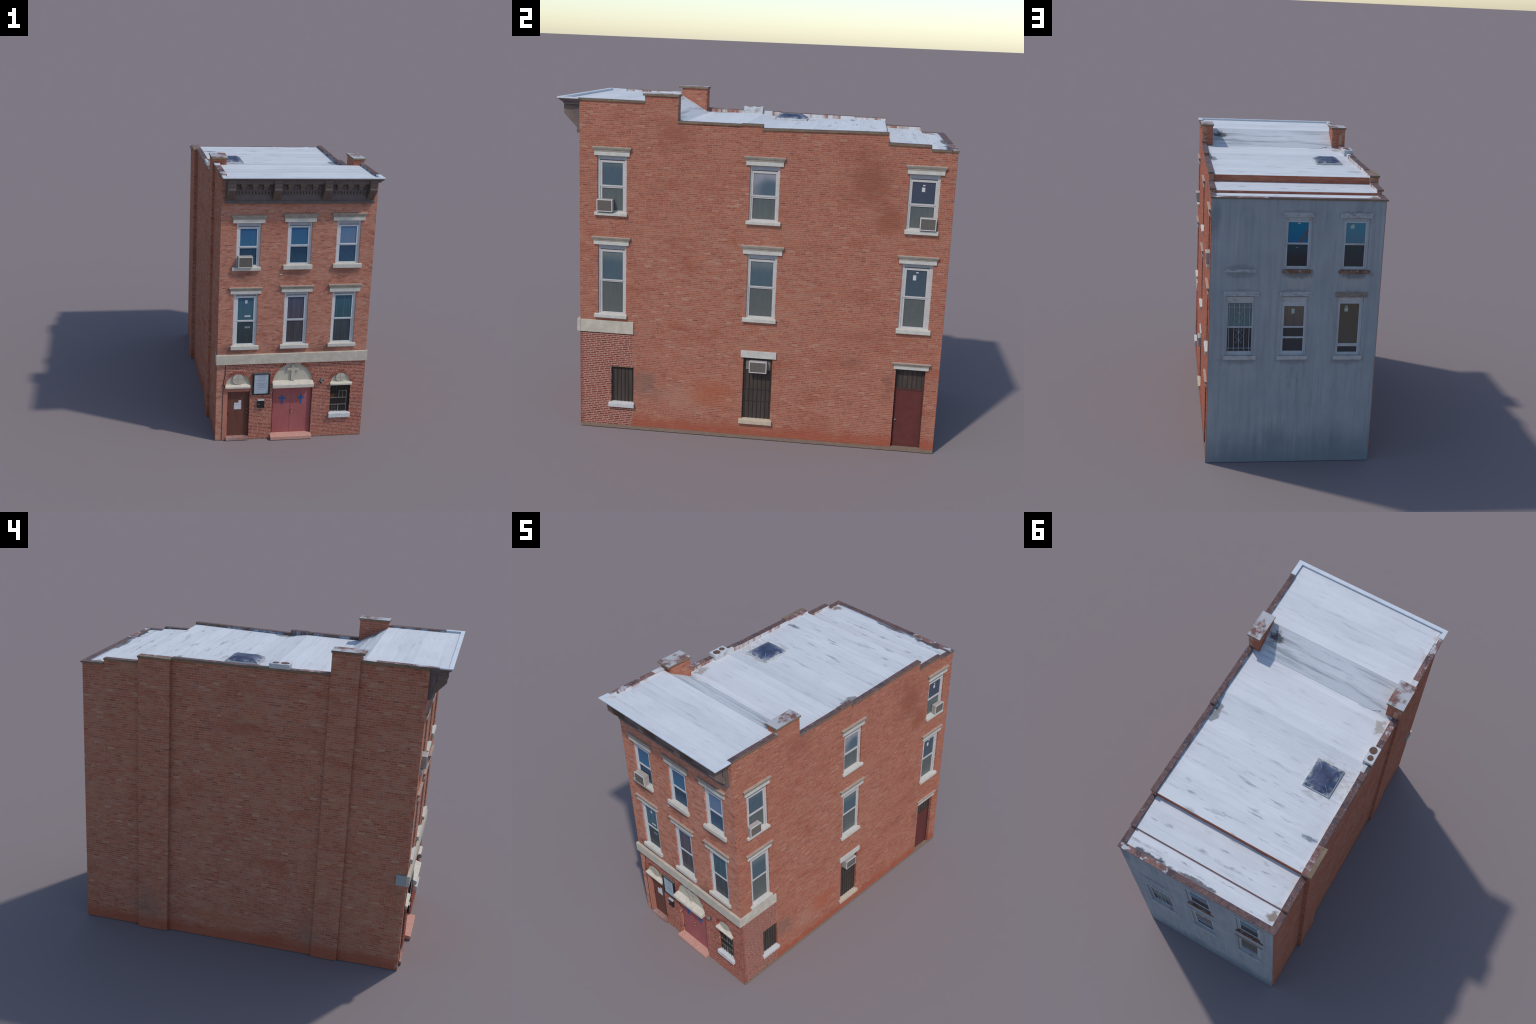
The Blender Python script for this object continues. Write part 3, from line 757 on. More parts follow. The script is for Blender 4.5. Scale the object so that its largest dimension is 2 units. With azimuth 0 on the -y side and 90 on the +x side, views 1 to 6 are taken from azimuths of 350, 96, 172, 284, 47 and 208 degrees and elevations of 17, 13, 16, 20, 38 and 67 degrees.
for a, b, za, zb, h, m in ((-0.8885, -0.62, 1.7450, 1.7460, 0.0145, MAT_COPING_PINK), (-0.6195, -0.5420, 1.7460, 1.7470, 0.0145, MAT_WHITE_PAINT),
                           (-0.3945, -0.236, 1.6600, 1.6580, 0.0110, MAT_COPING_PINK), (-0.2355, -0.0680, 1.6560, 1.6560, 0.0125, MAT_COPING_TOP),
                           (-0.0675, 0.0400, 1.6570, 1.6570, 0.0155, MAT_COPING_TOP), (0.0405, 0.2700, 1.6535, 1.6530, 0.0120, MAT_COPING_TOP), (0.2705, 0.4690, 1.6525, 1.6520, 0.0120, MAT_COPING_TOP),
                           (0.6575, 0.8625, 1.6110, 1.6085, 0.0100, MAT_COPING_TOP), (0.8630, 0.9660, 1.5800, 1.5790, 0.0085, MAT_COPING_TOP)):
    coping("left", a, b, O0L, O1L, za, zb, h, m)
coping("left", 0.4690, 0.6570, -0.028, 0.0080, 1.6485, 1.6475, 0.0100, MAT_COPING_PINK)
one_box("coping_stone", MAT_COPING_SIDE, "left", 0.4690, 0.6570, 0.0078, 0.0315, 1.6380, 1.6482, None, 0.0006)
for a, b in ((-0.4838, -0.15), (-0.1494, 0.18), (0.1806, 0.4945)):
    coping("back", a, b, -0.0300, 0.0060, 1.5790, 1.5792, 0.0085, MAT_COPING_TOP if a < 0.1 else MAT_COPING_PINK)

# parapet faces toward the roof: patchy paint on the left, red-brown with bluish shade painted in on the right
def upstand_material(name, stops, freq):
    N = Nodes(name, 0.85, 0.2)
    c = N.ramp(N.noise(freq, (0.2, 1, 0.12), 4, 0.7, (0, 3, 0)), stops)
    return N.done(N.mix(N.step(N.noise(30.0, (1, 1, 1), 4), 0.5, 0.75, 0, 0.3), c, (0.3, 0.25, 0.22)))


MAT_UP_LEFT = upstand_material("painted_upstand", [(0.40, (0.30, 0.135, 0.11)), (0.47, (0.46, 0.36, 0.33)), (0.55, (0.60, 0.59, 0.60))], 17.0)
MAT_UP_RIGHT = upstand_material("shade_painted_upstand", [(0.36, (0.10, 0.08, 0.085)), (0.5, (0.20, 0.135, 0.12)), (0.58, (0.30, 0.36, 0.46)), (0.7, (0.42, 0.46, 0.52))], 14.0)
for a, b, zt in ((-0.885, -0.5430, 1.7445), (-0.392, -0.180, 1.6555), (-0.066, 0.040, 1.6555), (0.0405, 0.4690, 1.6515), (0.4695, 0.654, 1.6470), (0.658, 0.8615, 1.6075), (0.864, 0.958, 1.5780)):
    one_box("parapet_upstand", MAT_UP_LEFT, "left", a, b, O0L - 0.0010, O0L + 0.004, zt - 0.045, zt - 0.0004)
for a, b, zt in ((-0.885, -0.5550, 1.7440), (-0.381, -0.067, 1.6540), (-0.0665, 0.0400, 1.6575), (0.0405, 0.165, 1.6395), (0.1655, 0.6540, 1.6425), (0.656, 0.8635, 1.5990), (0.866, 0.958, 1.5780)):
    one_box("parapet_upstand", MAT_UP_RIGHT, "right", a, b, O0R - 0.0010, O0R + 0.004, zt - 0.045, zt - 0.0004)
one_box("parapet_upstand", MAT_UP_RIGHT, "back", LEFT_X + 0.03, RIGHT_X - 0.027, -0.0312, -0.026, 1.555, 1.5780)

# flue box, its neighbour and the skylight
g = Geo()
g.box("top", -0.4850, -0.4265, 1.6550, 1.6800, -0.1765, -0.0660)
g.box("top", -0.4500, -0.4270, 1.625, 1.6552, -0.1760, -0.0665)
fb = g.build("flue_box", MAT_FLUE, bevel=0.0012)
for cx, cy, r in ((-0.4510, -0.1455, 0.0235), (-0.4575, -0.0975, 0.0185)):
    g = Geo()
    n = 28
    g.loft("top", [[(cx + q * math.cos(t * math.tau / n), o, cy + q * math.sin(t * math.tau / n)) for t in range(n)]
                   for q, o in ((r, 1.6790), (r - 0.001, 1.6808), (r - 0.004, 1.6810), (r - 0.0055, 1.6803), (0.008, 1.6802), (0.006, 1.6806))])
    g.build("flue_rim", MAT_RUST, fb)
one_box("flue_block", MAT_FLUE, "top", -0.4640, -0.4420, 1.622, 1.6578, -0.0600, -0.0100, bevel=0.001)

SX0, SX1, SY0, SY1 = -0.366, -0.2000, 0.0255, 0.2085
def ring(e, z, n=1):
    return [(SX0 + e, z, SY0 + e), (SX1 - e, z, SY0 + e), (SX1 - e, z, SY1 - e), (SX0 + e, z, SY1 - e)]
g = Geo(); g.loft("top", [ring(0, 1.622), ring(0, 1.6375), ring(0.003, 1.6390), ring(0.005, 1.6390)])
sk = g.build("skylight", MAT_CURB, bevel=0.0006)
g = Geo()
g.loft("top", [ring(0.0025, 1.638), ring(0.0040, 1.6405), ring(0.020, 1.6490), ring(0.038, 1.6580), ring(0.050, 1.6602), ring(0.060, 1.6606)])
g.build("skylight_dome", MAT_SKYLIGHT, sk, bevel=0.001)
g = Geo()
for corner in zip(ring(0.0040, 1.6408), ring(0.0200, 1.6493), ring(0.0380, 1.6583), ring(0.0500, 1.6605)):
    g.tube([FACES["top"](*p) for p in corner], 0.0011, 5)
g.build("skylight_rib", plain("skylight_rib_metal", (0.30, 0.33, 0.38), 0.5, 0.1), sk)
# low vent hose lying by the left chimney
g = Geo()
g.tube([(-0.238, -0.378, 1.639), (-0.28, -0.382, 1.640), (-0.322, -0.386, 1.640), (-0.345, -0.394, 1.644), (-0.368, -0.400, 1.650)], 0.0022)
g.build("roof_cable", MAT_WHITE_PAINT)

# ------------------------------------------------------------------ cornice
g = Geo()
# crown moulding: sima profile, mitred round both ends by lofting plan rings
def plan(o, e, hollow):      # outer plan of the cornice for projection o and end inset e
    if not hollow:
        return [(CX0 + e, -0.01), (CX1 - e, -0.01), (CX1 - e, o), (CX0 + e, o)]
    a, b, c = CX0 + 0.0235, CX1 - 0.0275, 0.0895        # round the sunk roof
    return [(CX0 + e, -0.01), (a, -0.01), (a, c), (b, c), (b, -0.01), (CX1 - e, -0.01), (CX1 - e, o), (CX0 + e, o)]
crown = [(0.0730, 0.0205, 1.7120), (0.0800, 0.0160, 1.7125), (0.0810, 0.0155, 1.7205), (0.0870, 0.0105, 1.7230), (0.0945, 0.0060, 1.7285)]
g.loft("front", [[(u, oo, z) for u, oo in plan(o, e, False)] for o, e, z in crown])
rim = [(0.0945, 0.0060, 1.7284), (0.1040, 0.0015, 1.7360), (0.1075, 0.0, 1.7385), (0.1090, 0.0, 1.7440), (0.1110, 0.0, 1.7450)]
g.loft("front", [[(u, oo, z) for u, oo in plan(o, e, True)] for o, e, z in rim])
cornice = g.build("cornice", MAT_CORNICE)
# metal lip round the gutter
g = Geo()
g.box("front", CX0 - .0003, CX1 + .0003, 0.0900, 0.1118, 1.7405, 1.7475)
g.box("front", CX1 - 0.0285, CX1 + .0002, 0.0032, 0.0905, 1.7405, 1.7470)
g.box("front", CX0 - .0002, CX0 + 0.0245, 0.0450, 0.0905, 1.7405, 1.7470)
g.box("front", CX0 + .0010, CX0 + 0.0225, 0.0032, 0.0455, 1.7400, 1.7460, 1)
g.box("front", CX0 + 0.0230, CX1 - 0.0270, 0.0888, 0.0905, 1.7330, 1.7472)
g.box("front", CX0 + 0.0232, CX0 + 0.0248, 0.0030, 0.0895, 1.7330, 1.7468)
g.box("front", CX1 - 0.0288, CX1 - 0.0272, 0.0030, 0.0895, 1.7330, 1.7468)
g.build("gutter_lip", [MAT_LIP, MAT_COPING_PINK], cornice, bevel=0.0006)
# frieze board, panels, base moulding
FX0, FX1 = -0.4525, 0.4640
g = Geo()
g.extrude("front", [(-0.002, 1.5705), (0.0180, 1.5705), (0.0180, 1.6350), (0.0330, 1.6590), (0.0335, 1.7125), (-0.002, 1.7125)], FX0, FX1)
g.loft("front", [[(u, o, z) for u, o in ((FX0 - e, -0.001), (FX1 + e, -0.001), (FX1 + e, p), (FX0 - e, p))]
                 for p, e, z in ((0.0190, 0.001, 1.5700), (0.0195, 0.0015, 1.5790), (0.0225, 0.0020, 1.5830), (0.0215, 0.0015, 1.5865), (0.0160, 0.001, 1.5880))])
g.build("frieze_board", MAT_CORNICE, cornice)
BR = [(-0.4460, -0.3985), (-0.1705, -0.1235), (0.1345, 0.1835), (0.4125, 0.4610)]
for (a0, a1), (b0, b1) in zip(BR, BR[1:]):
    g = Geo()
    x0, x1 = a1 + 0.0035, b0 - 0.0035
    for u0, u1, z0, z1 in ((x0, x1, 1.5885, 1.5925), (x0, x1, 1.6240, 1.6290), (x0, x0 + 0.005, 1.5925, 1.6240), (x1 - 0.005, x1, 1.5925, 1.6240)):
        g.box("front", u0, u1, 0.010, 0.0208, z0, z1)
    g.box("front", x0 - 0.002, x1 + 0.002, 0.010, 0.0215, 1.6300, 1.6350)
    g.box("front", x0 - 0.002, x1 + 0.002, 0.018, 0.0350, 1.6495, 1.6575)
    g.build("frieze_panel", MAT_CORNICE, cornice, bevel=0.0008)
# dentils
dent = Geo(); dent.box("front", -0.0058, 0.0058, 0.014, 0.0320, 1.6370, 1.6500)
dob = None
modo = None
for (a0, a1), (b0, b1) in zip(BR, BR[1:]):
    x = a1 + 0.0065
    n = int((b0 - a1 - 0.013) / 0.0182)
    pitch = (b0 - a1 - 0.013) / n
    for k in range(n):
        cx = x + (k + 0.5) * pitch
        if dob is None:
            dob = dent.build("dentil", MAT_CORNICE, cornice)
            dob.location.x = cx
        else:
            d = dob.copy(); d.location.x = cx
            bpy.context.scene.collection.objects.link(d)
    # three modillions per bay
    for k in range(3):
        cx = a1 + (b0 - a1) * (0.215 + 0.2935 * k)
        if modo is None:
            m = Geo()
            m.loft("front", [[(u, o, z) for u, o in ((-w, 0.020), (w, 0.020), (w, p), (-w, p))]
                             for w, p, z in ((0.0120, 0.036, 1.6570), (0.0128, 0.046, 1.6610), (0.0140, 0.052, 1.6740), (0.0150, 0.060, 1.6830), (0.0172, 0.064, 1.6850),
                                             (0.0175, 0.066, 1.6950), (0.0190, 0.068, 1.6965), (0.0200, 0.070, 1.7122))])
            modo = m.build("modillion", MAT_CORNICE_BROWN, cornice, bevel=0.0008)
            modo.location.x = cx
        else:
            d = modo.copy(); d.location.x = cx
            bpy.context.scene.collection.objects.link(d)
    # soffit bed moulding
    one_box("soffit_moulding", MAT_CORNICE, "front", a1 - 0.002, b0 + 0.002, 0.056, 0.0725, 1.6990, 1.7123, cornice, 0.001)
# console brackets with scrolled side and fluted raking face
scroll = [(0.0, 1.5900), (0.0170, 1.5905), (0.0830, 1.6600), (0.0868, 1.6650), (0.0880, 1.6720), (0.0868, 1.6770), (0.0835, 1.6795), (0.0835, 1.6815), (0.0868, 1.6835), (0.0872, 1.7125), (0.0, 1.7125)]
bo = None
for a, b in BR:
    w = (b - a) / 2
    cx = (a + b) / 2
    if bo is None:
        m = Geo()
        m.extrude("front", scroll, -0.0230, 0.0230)
        m.box("front", -0.0255, 0.0255, 0.004, 0.0905, 1.7120, 1.7255)                      # cap block
        for z0, z1, u in ((1.6850, 1.7090, 0.0190),):
            m.box("front", -u, u, 0.08, 0.0895, z0, z1)                                     # raised tablet
        m.box("front", -0.0120, 0.0120, 0.08, 0.0910, 1.6900, 1.7030)
        for u in (-0.0160, -0.0055, 0.0055, 0.0160):                                        # flutes on the rake
            m.loft("front", [[(u + s, o, z) for s, o, z in ((-0.0028, 0.016, 1.5915), (0.0028, 0.016, 1.5915), (0.0028, 0.0195, 1.5910), (-0.0028, 0.0195, 1.5910))],
                             [(u + s, o, z) for s, o, z in ((-0.0028, 0.074, 1.6530), (0.0028, 0.074, 1.6530), (0.0028, 0.0765, 1.6510), (-0.0028, 0.0765, 1.6510))]])
        # thin dark tubes laid on both cheeks to draw a line
        for s in (-1, 1):
            m.tube([(s * 0.0231, FRONT_Y - o, z) for o, z in ((0.034, 1.7030), (0.034, 1.6590), (0.0180, 1.6350), (0.0175, 1.5960))], 0.0009, 4, 1)
        bo = m.build("bracket", [MAT_CORNICE_BROWN, MAT_NEAR_BLACK], cornice, bevel=0.0007)
        bo.location.x = cx
    else:
        d = bo.copy(); d.location.x = cx
        bpy.context.scene.collection.objects.link(d)


# ------------------------------------------------------------------ windows
def hood(face, h, parent):
    u0, u1, z0, z1 = h
    H = z1 - z0
    zf = z0 + 0.45 * H
    e = 0.0100
    def r(o, x, z):
        return [(u0 + x, -0.004, z), (u1 - x, -0.004, z), (u1 - x, o, z), (u0 + x, o, z)]
    g = Geo()
    g.loft(face, [r(0.0070, e, z0), r(0.0070, e, zf)])
    g.loft(face, [r(0.0078, e - 0.001, zf - 0.0002), r(0.0085, e - 0.002, zf + 0.004), r(0.0080, e - 0.0015, zf + 0.006), r(0.0105, e * 0.55, zf + 0.40 * (z1 - zf)),
                  r(0.0125, e * 0.18, zf + 0.62 * (z1 - zf)), r(0.0138, 0.0, z1 - 0.005), r(0.0140, 0.0, z1 - 0.0012)], 1)
    g.loft(face, [r(0.0138, 0.0002, z1 - 0.0013), r(0.0128, 0.001, z1)], 2)
    g.build("window_hood", [MAT_HOOD, MAT_HOOD_CROWN, MAT_HOOD_TOP], parent, bevel=0.0004)


def sill(face, s, parent, mat, out=0.0135, inner=-0.016):
    u0, u1, z0, z1 = s
    g = Geo()
    g.extrude(face, [(inner, z0 + 0.002), (out - 0.001, z0), (out, z0 + 0.001), (out, z1 - 0.005), (out - 0.001, z1 - 0.0040), (inner, z1 + 0.0005)], u0, u1)
    g.build("window_sill", mat, parent, bevel=0.0008)


def sash_ring(g, face, u0, u1, z0, z1, w, wb, wt, o0, o1, mat=0):
    g.box(face, u0, u0 + w, o0, o1, z0, z1, mat)
    g.box(face, u1 - w, u1, o0, o1, z0, z1, mat)
    g.box(face, u0 + w, u1 - w, o0, o1, z0, z0 + wb, mat)
    g.box(face, u0 + w, u1 - w, o0, o1, z1 - wt, z1, mat)


def window(face, w, upper, lower, frame=None, deep=0.0, sill_mat=None, rear=False):
    frame = frame or MAT_FRAME
    u0, u1, z0, z1 = w["op"]
    ga, gb = w["gl"]
    r0, r1 = w["rail"]
    top = w["top"]
    bot = w.get("bot", w["sill"][3] + 0.006)
    d = -deep
    head = w.get("panel", top + 0.011)
    cl, cr = (ga - u0) * 0.5, (u1 - gb) * 0.5
    g = Geo()
    k = 0.0009
    # casing: back plate pieces round the glass
    base = d - 0.016
    g.box(face, u0 - k, u0 + cl, d - 0.040, d - 0.0085, z0 - k, z1 + k)
    g.box(face, u1 - cr, u1 + k, d - 0.040, d - 0.0085, z0 - k, z1 + k)
    g.box(face, u0 + cl, u1 - cr, d - 0.040, d - 0.0130, head, z1 + k, 1 if not rear else 0)
    if not rear:
        g.box(face, u0 + cl, u1 - cr, d - 0.014, d - 0.0095, head + 0.0048, z1 + k, 2)
        g.box(face, u0 + cl, u1 - cr, d - 0.014, d - 0.0085, z1 - 0.0060, z1 + k, 2)
    wob = g.build("window", [frame, MAT_LINING, MAT_HEAD], bevel=0.0005)
    # upper sash (nearer the street at the top) and lower sash (behind)
    g = Geo()
    sash_ring(g, face, u0 + cl, u1 - cr, (r0 + r1) / 2, head, ga - u0 - cl, r1 - (r0 + r1) / 2, max(head - top, 0.004), d - 0.020, d - 0.0100)
    g.build("sash", frame, wob, bevel=0.0005)
    g = Geo()
    sash_ring(g, face, u0 + cl, u1 - cr, z0, (r0 + r1) / 2 - 0.0001, ga - u0 - cl - 0.001, max(bot - z0, 0.006), (r0 + r1) / 2 - r0, d - 0.026, d - 0.0122)
    g.build("sash", frame, wob, bevel=0.0005)
    one_box("pane", upper, face, ga - 0.002, gb + 0.002, d - 0.0180, d - 0.0132, (r0 + r1) / 2, top + 0.002, wob)
    one_box("pane", lower, face, ga - 0.003, gb + 0.003, d - 0.0240, d - 0.0155, z0 + 0.001, (r0 + r1) / 2 - 0.0005, wob)
    if "hood" in w:
        hood(face, w["hood"], wob)
    if rear:
        pass
    else:
        sill(face, w["sill"], wob, sill_mat or MAT_SILL)
    return wob


def sticker(face, u, z, w, h, o, parent, mat=None):
    one_box("sticker", mat or MAT_PAPER, face, u - w / 2, u + w / 2, o - 0.0005, o + 0.0004, z - h / 2, z + h / 2, parent)


def air_conditioner(face, u0, u1, z0, z1, o1, parent, o0=-0.012):
    g = Geo()
    g.box(face, u0, u1, o0, o1, z0, z1, 0)
    e = 0.004
    g.box(face, u0 - .0004, u0 + e, o1 - 0.003, o1 + 0.0008, z0 - .0004, z1 + .0004, 1)
    g.box(face, u1 - e, u1 + .0004, o1 - 0.003, o1 + 0.0008, z0 - .0004, z1 + .0004, 1)
    g.box(face, u0 + e, u1 - e, o1 - 0.003, o1 + 0.0008, z0 - .0004, z0 + e, 1)
    g.box(face, u0 + e, u1 - e, o1 - 0.003, o1 + 0.0008, z1 - e, z1 + .0004, 1)
    g.box(face, u0 + e, u1 - e, o1 - 0.003, o1 + 0.0001, z0 + e, z1 - e, 2)
    n = 12
    for k in range(n):
        z = z0 + e + (z1 - z0 - 2 * e) * (k + 0.3) / n
        g.box(face, u0 + e, u1 - e, o1, o1 + 0.0006, z, z + (z1 - z0 - 2 * e) / n * 0.45, 2)
    return g.build("air_conditioner", [MAT_AC, MAT_AC_EDGE, MAT_AC_GRILL], parent)


P_SKY = pane_material("pane_blue_sky", (0.045, 0.135, 0.27), (0.05, 0.16, 0.28), 1.30, 1.42)
P_SKY_LOW = pane_material("pane_blue_net", (0.028, 0.070, 0.125), (0.04, 0.095, 0.155), 1.18, 1.29, 0.0, 0.35)
P_PALE = pane_material("pane_pale_sky", (0.13, 0.22, 0.35), (0.15, 0.225, 0.34), 1.31, 1.42)
P_PALE_LOW = pane_material("pane_slate_blue", (0.045, 0.095, 0.165), (0.05, 0.11, 0.18), 1.18, 1.29, 0.0, 0.3)
P_TEAL = pane_material("pane_teal", (0.055, 0.13, 0.19), (0.065, 0.135, 0.165), 0.82, 0.97, 0.12)
P_TEAL_LOW = pane_material("pane_dark_green", (0.04, 0.065, 0.07), (0.035, 0.05, 0.052), 0.65, 0.81, 0.15)
P_PLUM = pane_material("pane_plum_curtain", (0.075, 0.085, 0.125), (0.085, 0.075, 0.095), 0.82, 0.97, 0.35)
P_PLUM_LOW = pane_material("pane_brown_curtain", (0.065, 0.058, 0.068), (0.06, 0.055, 0.062), 0.65, 0.81, 0.35)
P_CURT = pane_material("pane_blue_curtain", (0.05, 0.115, 0.16), (0.045, 0.10, 0.12), 0.82, 0.97, 0.4)
P_CURT_LOW = pane_material("pane_grey_curtain", (0.05, 0.07, 0.08), (0.045, 0.05, 0.055), 0.65, 0.81, 0.4)
S_SKY = pane_material("pane_cloud", (0.13, 0.17, 0.18), (0.085, 0.125, 0.155), 1.395, 1.43)
S_SKY2 = pane_material("pane_cloud_lower", (0.17, 0.20, 0.20), (0.09, 0.13, 0.155), 0.90, 0.97)
S_FROST = pane_material("pane_frosted", (0.115, 0.13, 0.13), (0.13, 0.145, 0.135), 1.19, 1.29, 0.1)
S_FROST2 = pane_material("pane_frosted_lower", (0.115, 0.125, 0.12), (0.125, 0.135, 0.125), 0.66, 0.82, 0.1)
S_WHITE = pane_material("pane_bright_cloud", (0.32, 0.32, 0.35), (0.20, 0.225, 0.25), 1.31, 1.40,
                        reflect_spots=[((RIGHT_X, 0.082, 1.340), (0.1, 0.085, 0.075), (0.085, 0.125, 0.155), 0.95)])  # dark mass of the cloud reflection, painted onto the pane
S_NAVY = pane_material("pane_navy", (0.060, 0.074, 0.105), (0.058, 0.074, 0.108), 1.31, 1.41, 0.0, 0.05)
S_NAVY2 = pane_material("pane_navy_lower", (0.065, 0.09, 0.115), (0.068, 0.098, 0.125), 0.84, 0.97, 0.0, 0.05)
B_AQUA = pane_material("rear_pane_aqua", (0.006, 0.17, 0.28), (0.012, 0.14, 0.28), 1.33, 1.44, 0, 0.05,
                       reflect_spots=[((x, BACK_Y, z), (0.012, 0.2, 0.016), (0.13, 0.085, 0.08), 0.8) for x, z in ((-0.043, 1.396), (-0.036, 1.382), (-0.028, 1.368), (-0.020, 1.355), (-0.011, 1.344), (-0.003, 1.334))])  # tree-branch reflection painted on as brown spots
B_AQUA2 = pane_material("rear_pane_aqua_grey", (0.07, 0.24, 0.32), (0.10, 0.20, 0.26), 1.33, 1.44, 0, 0.05)
B_DARK = pane_material("rear_pane_dark", (0.03, 0.06, 0.085), (0.04, 0.035, 0.04), 1.22, 1.32, 0, 0.05)
B_DARK2 = pane_material("rear_pane_black", (0.045, 0.06, 0.065), (0.05, 0.05, 0.055), 1.2, 1.32, 0, 0.05)
B_BAR = pane_material("rear_pane_green_grey", (0.15, 0.18, 0.19), (0.13, 0.20, 0.20), 0.84, 0.98, 0.1, 0.1)
B_LOW = pane_material("rear_pane_charcoal", (0.055, 0.052, 0.055), (0.05, 0.048, 0.055), 0.68, 0.83, 0.1, 0.05)  # near-black lower panes
B_LACE = pane_material("rear_pane_lace", (0.18, 0.14, 0.105), (0.13, 0.105, 0.095), 0.84, 0.96, 0.3, 0.2)
B_BLIND = pane_material("rear_pane_blind", (0.13, 0.10, 0.075), (0.12, 0.10, 0.078), 0.74, 0.97, 0, 0.08)

front_panes = [(P_SKY, P_SKY_LOW), (P_SKY, P_SKY_LOW), (P_PALE, P_PALE_LOW), (P_TEAL, P_TEAL_LOW), (P_PLUM, P_PLUM_LOW), (P_CURT, P_CURT_LOW)]
fw = [window("front", w, *p) for w, p in zip(FRONT_WINDOWS, front_panes)]
air_conditioner("front", -0.363, -0.275, 1.1715, 1.2385, 0.0270, fw[0])
sticker("front", -0.300, 0.938, 0.015, 0.022, -0.0132, fw[3])
sticker("front", -0.300, 0.938, 0.005, 0.010, -0.0128, fw[3], MAT_BOARD)
for k, (du, w_) in enumerate(((-0.011, 0.012), (0.001, 0.009), (0.013, 0.013))):
    sticker("front", -0.291 + du, 0.843, w_, 0.011, -0.0132, fw[3])
sticker("front", -0.288, 0.768, 0.034, 0.012, -0.0155, fw[3], MAT_INK)
one_box("alarm_box", MAT_STEEL, "front", -0.1025, -0.0845, -0.002, 0.006, 1.1150, 1.1205, bevel=0.001)

right_panes = [(S_SKY, S_FROST), (S_WHITE, S_FROST), (S_NAVY, S_FROST), (S_SKY2, S_FROST2), (S_SKY2, S_FROST2), (S_NAVY2, S_FROST2)]
MAT_FRAME_SIDE = plain("side_window_frame", (0.55, 0.515, 0.49), 0.55, 0.06, 40, dirt=(0.42, 0.37, 0.33), dirt_amt=0.3)
rw = [window("right", w, *p, frame=MAT_FRAME_SIDE) for w, p in zip(RIGHT_WINDOWS, right_panes)]
air_conditioner("right", -0.794, -0.713, 1.1810, 1.2430, 0.0195, rw[0])
air_conditioner("right", 0.834, 0.913, 1.1815, 1.2430, 0.0195, rw[2])
sticker("right", 0.842, 1.400, 0.012, 0.006, -0.0132, rw[2]); sticker("right", 0.840, 1.379, 0.016, 0.022, -0.0132, rw[2])
sticker("right", 0.842, 0.959, 0.012, 0.006, -0.0132, rw[5]); sticker("right", 0.830, 0.932, 0.016, 0.026, -0.0132, rw[5])

back_panes = [(B_AQUA, B_DARK), (B_AQUA2, B_DARK2), (B_BAR, B_LOW), (B_LACE, B_LOW), (B_BLIND, B_LOW)]
bw = []
for i, (w, p) in enumerate(zip(BACK_WINDOWS, back_panes)):
    wob = window("back", w, *p, frame=MAT_FRAME_BACK, deep=0.0, rear=True)
    bw.append(wob)
    u0, u1, z0, z1 = w["lint"]
    one_box("window_lintel", MAT_LINTEL_BROWN if i == 4 else MAT_LINTEL_OLD, "back", u0, u1, -0.006, 0.0036, z0, z1, wob, 0.0012)
    u0, u1, z0, z1 = w["sill"]
    one_box("window_sill", MAT_SILL_RUST if i < 2 else MAT_SILL_BACK, "back", u0, u1, -0.022, 0.0080 if i > 1 else 0.0065, z0, z1, wob, 0.0015)
one_box("window_lintel", MAT_LINTEL_OLD, "back", 0.2350, 0.4105, -0.006, 0.0040, 1.1565, 1.1740, None, 0.0012)  # plain ledge on the rear wall, not a lintel
# second meeting rail of the half-open sash, and head boards
one_box("sash", MAT_FRAME_BACK, "back", -0.047, 0.068, -0.022, -0.0130, 0.765, 0.776, bw[3], 0.0005)
for u0, u1, z in ((0.237, 0.394, 0.987), (-0.065, 0.085, 0.987), (-0.382, -0.234, 0.989)):
    one_box("head_board", MAT_SILL_BACK, "back", u0 + 0.0005, u1 - 0.0005, -0.02, -0.0068, z, z + 0.026, bw[3], 0.001)
MAT_TAG = plain("green_tag", (0.38, 0.44, 0.38), 0.7, 0.1, 60)
sticker("back", -0.293, 1.419, 0.022, 0.018, -0.0132, bw[1], MAT_TAG); sticker("back", -0.297, 1.431, 0.014, 0.006, -0.0132, bw[1], MAT_TAG)
sticker("back", 0.005, 1.437, 0.014, 0.005, -0.0132, bw[0], MAT_PAPER); sticker("back", 0.012, 1.297, 0.012, 0.004, -0.0155, bw[0], MAT_INK)
sticker("back", 0.016, 0.928, 0.018, 0.030, -0.0132, bw[3], MAT_TAG)
sticker("back", -0.288, 0.938, 0.020, 0.024, -0.0132, bw[4], MAT_TAG); sticker("back", -0.288, 0.958, 0.013, 0.007, -0.0132, bw[4], MAT_TAG)

# security grille on the barred rear window: uprights, two rails, scrollwork
g = Geo()
Yg = BACK_Y - 0.009
for x in (0.376, 0.347, 0.319, 0.290, 0.261):
    g.tube([(x, Yg, 0.686), (x, Yg, 0.972)], 0.0016, 6)
for z in (0.952, 0.708):
    g.tube([(0.246, Yg, z), (0.388, Yg, z)], 0.0015, 6)
for zc, s in ((0.890, 1), (0.780, 1)):
    for sx in (-1, 1):
        curl = lambda cz, d: [(0.3185 + sx * (0.008 + 0.008 * math.cos(t)), Yg + 0.001, cz + d * (0.007 * math.sin(t))) for t in [k * 0.45 for k in range(-6, 4)]]
        g.tube(curl(zc + 0.036, 1), 0.0009, 5)
        g.tube(curl(zc - 0.036, -1), 0.0009, 5)
        g.tube([(0.3185, Yg + 0.001, zc + 0.028), (0.3185 + sx * 0.020, Yg + 0.001, zc), (0.3185, Yg + 0.001, zc - 0.028)], 0.0009, 5)
g.build("window_grille", plain("pale_iron", (0.38, 0.40, 0.43), 0.6, 0.1), bw[2])

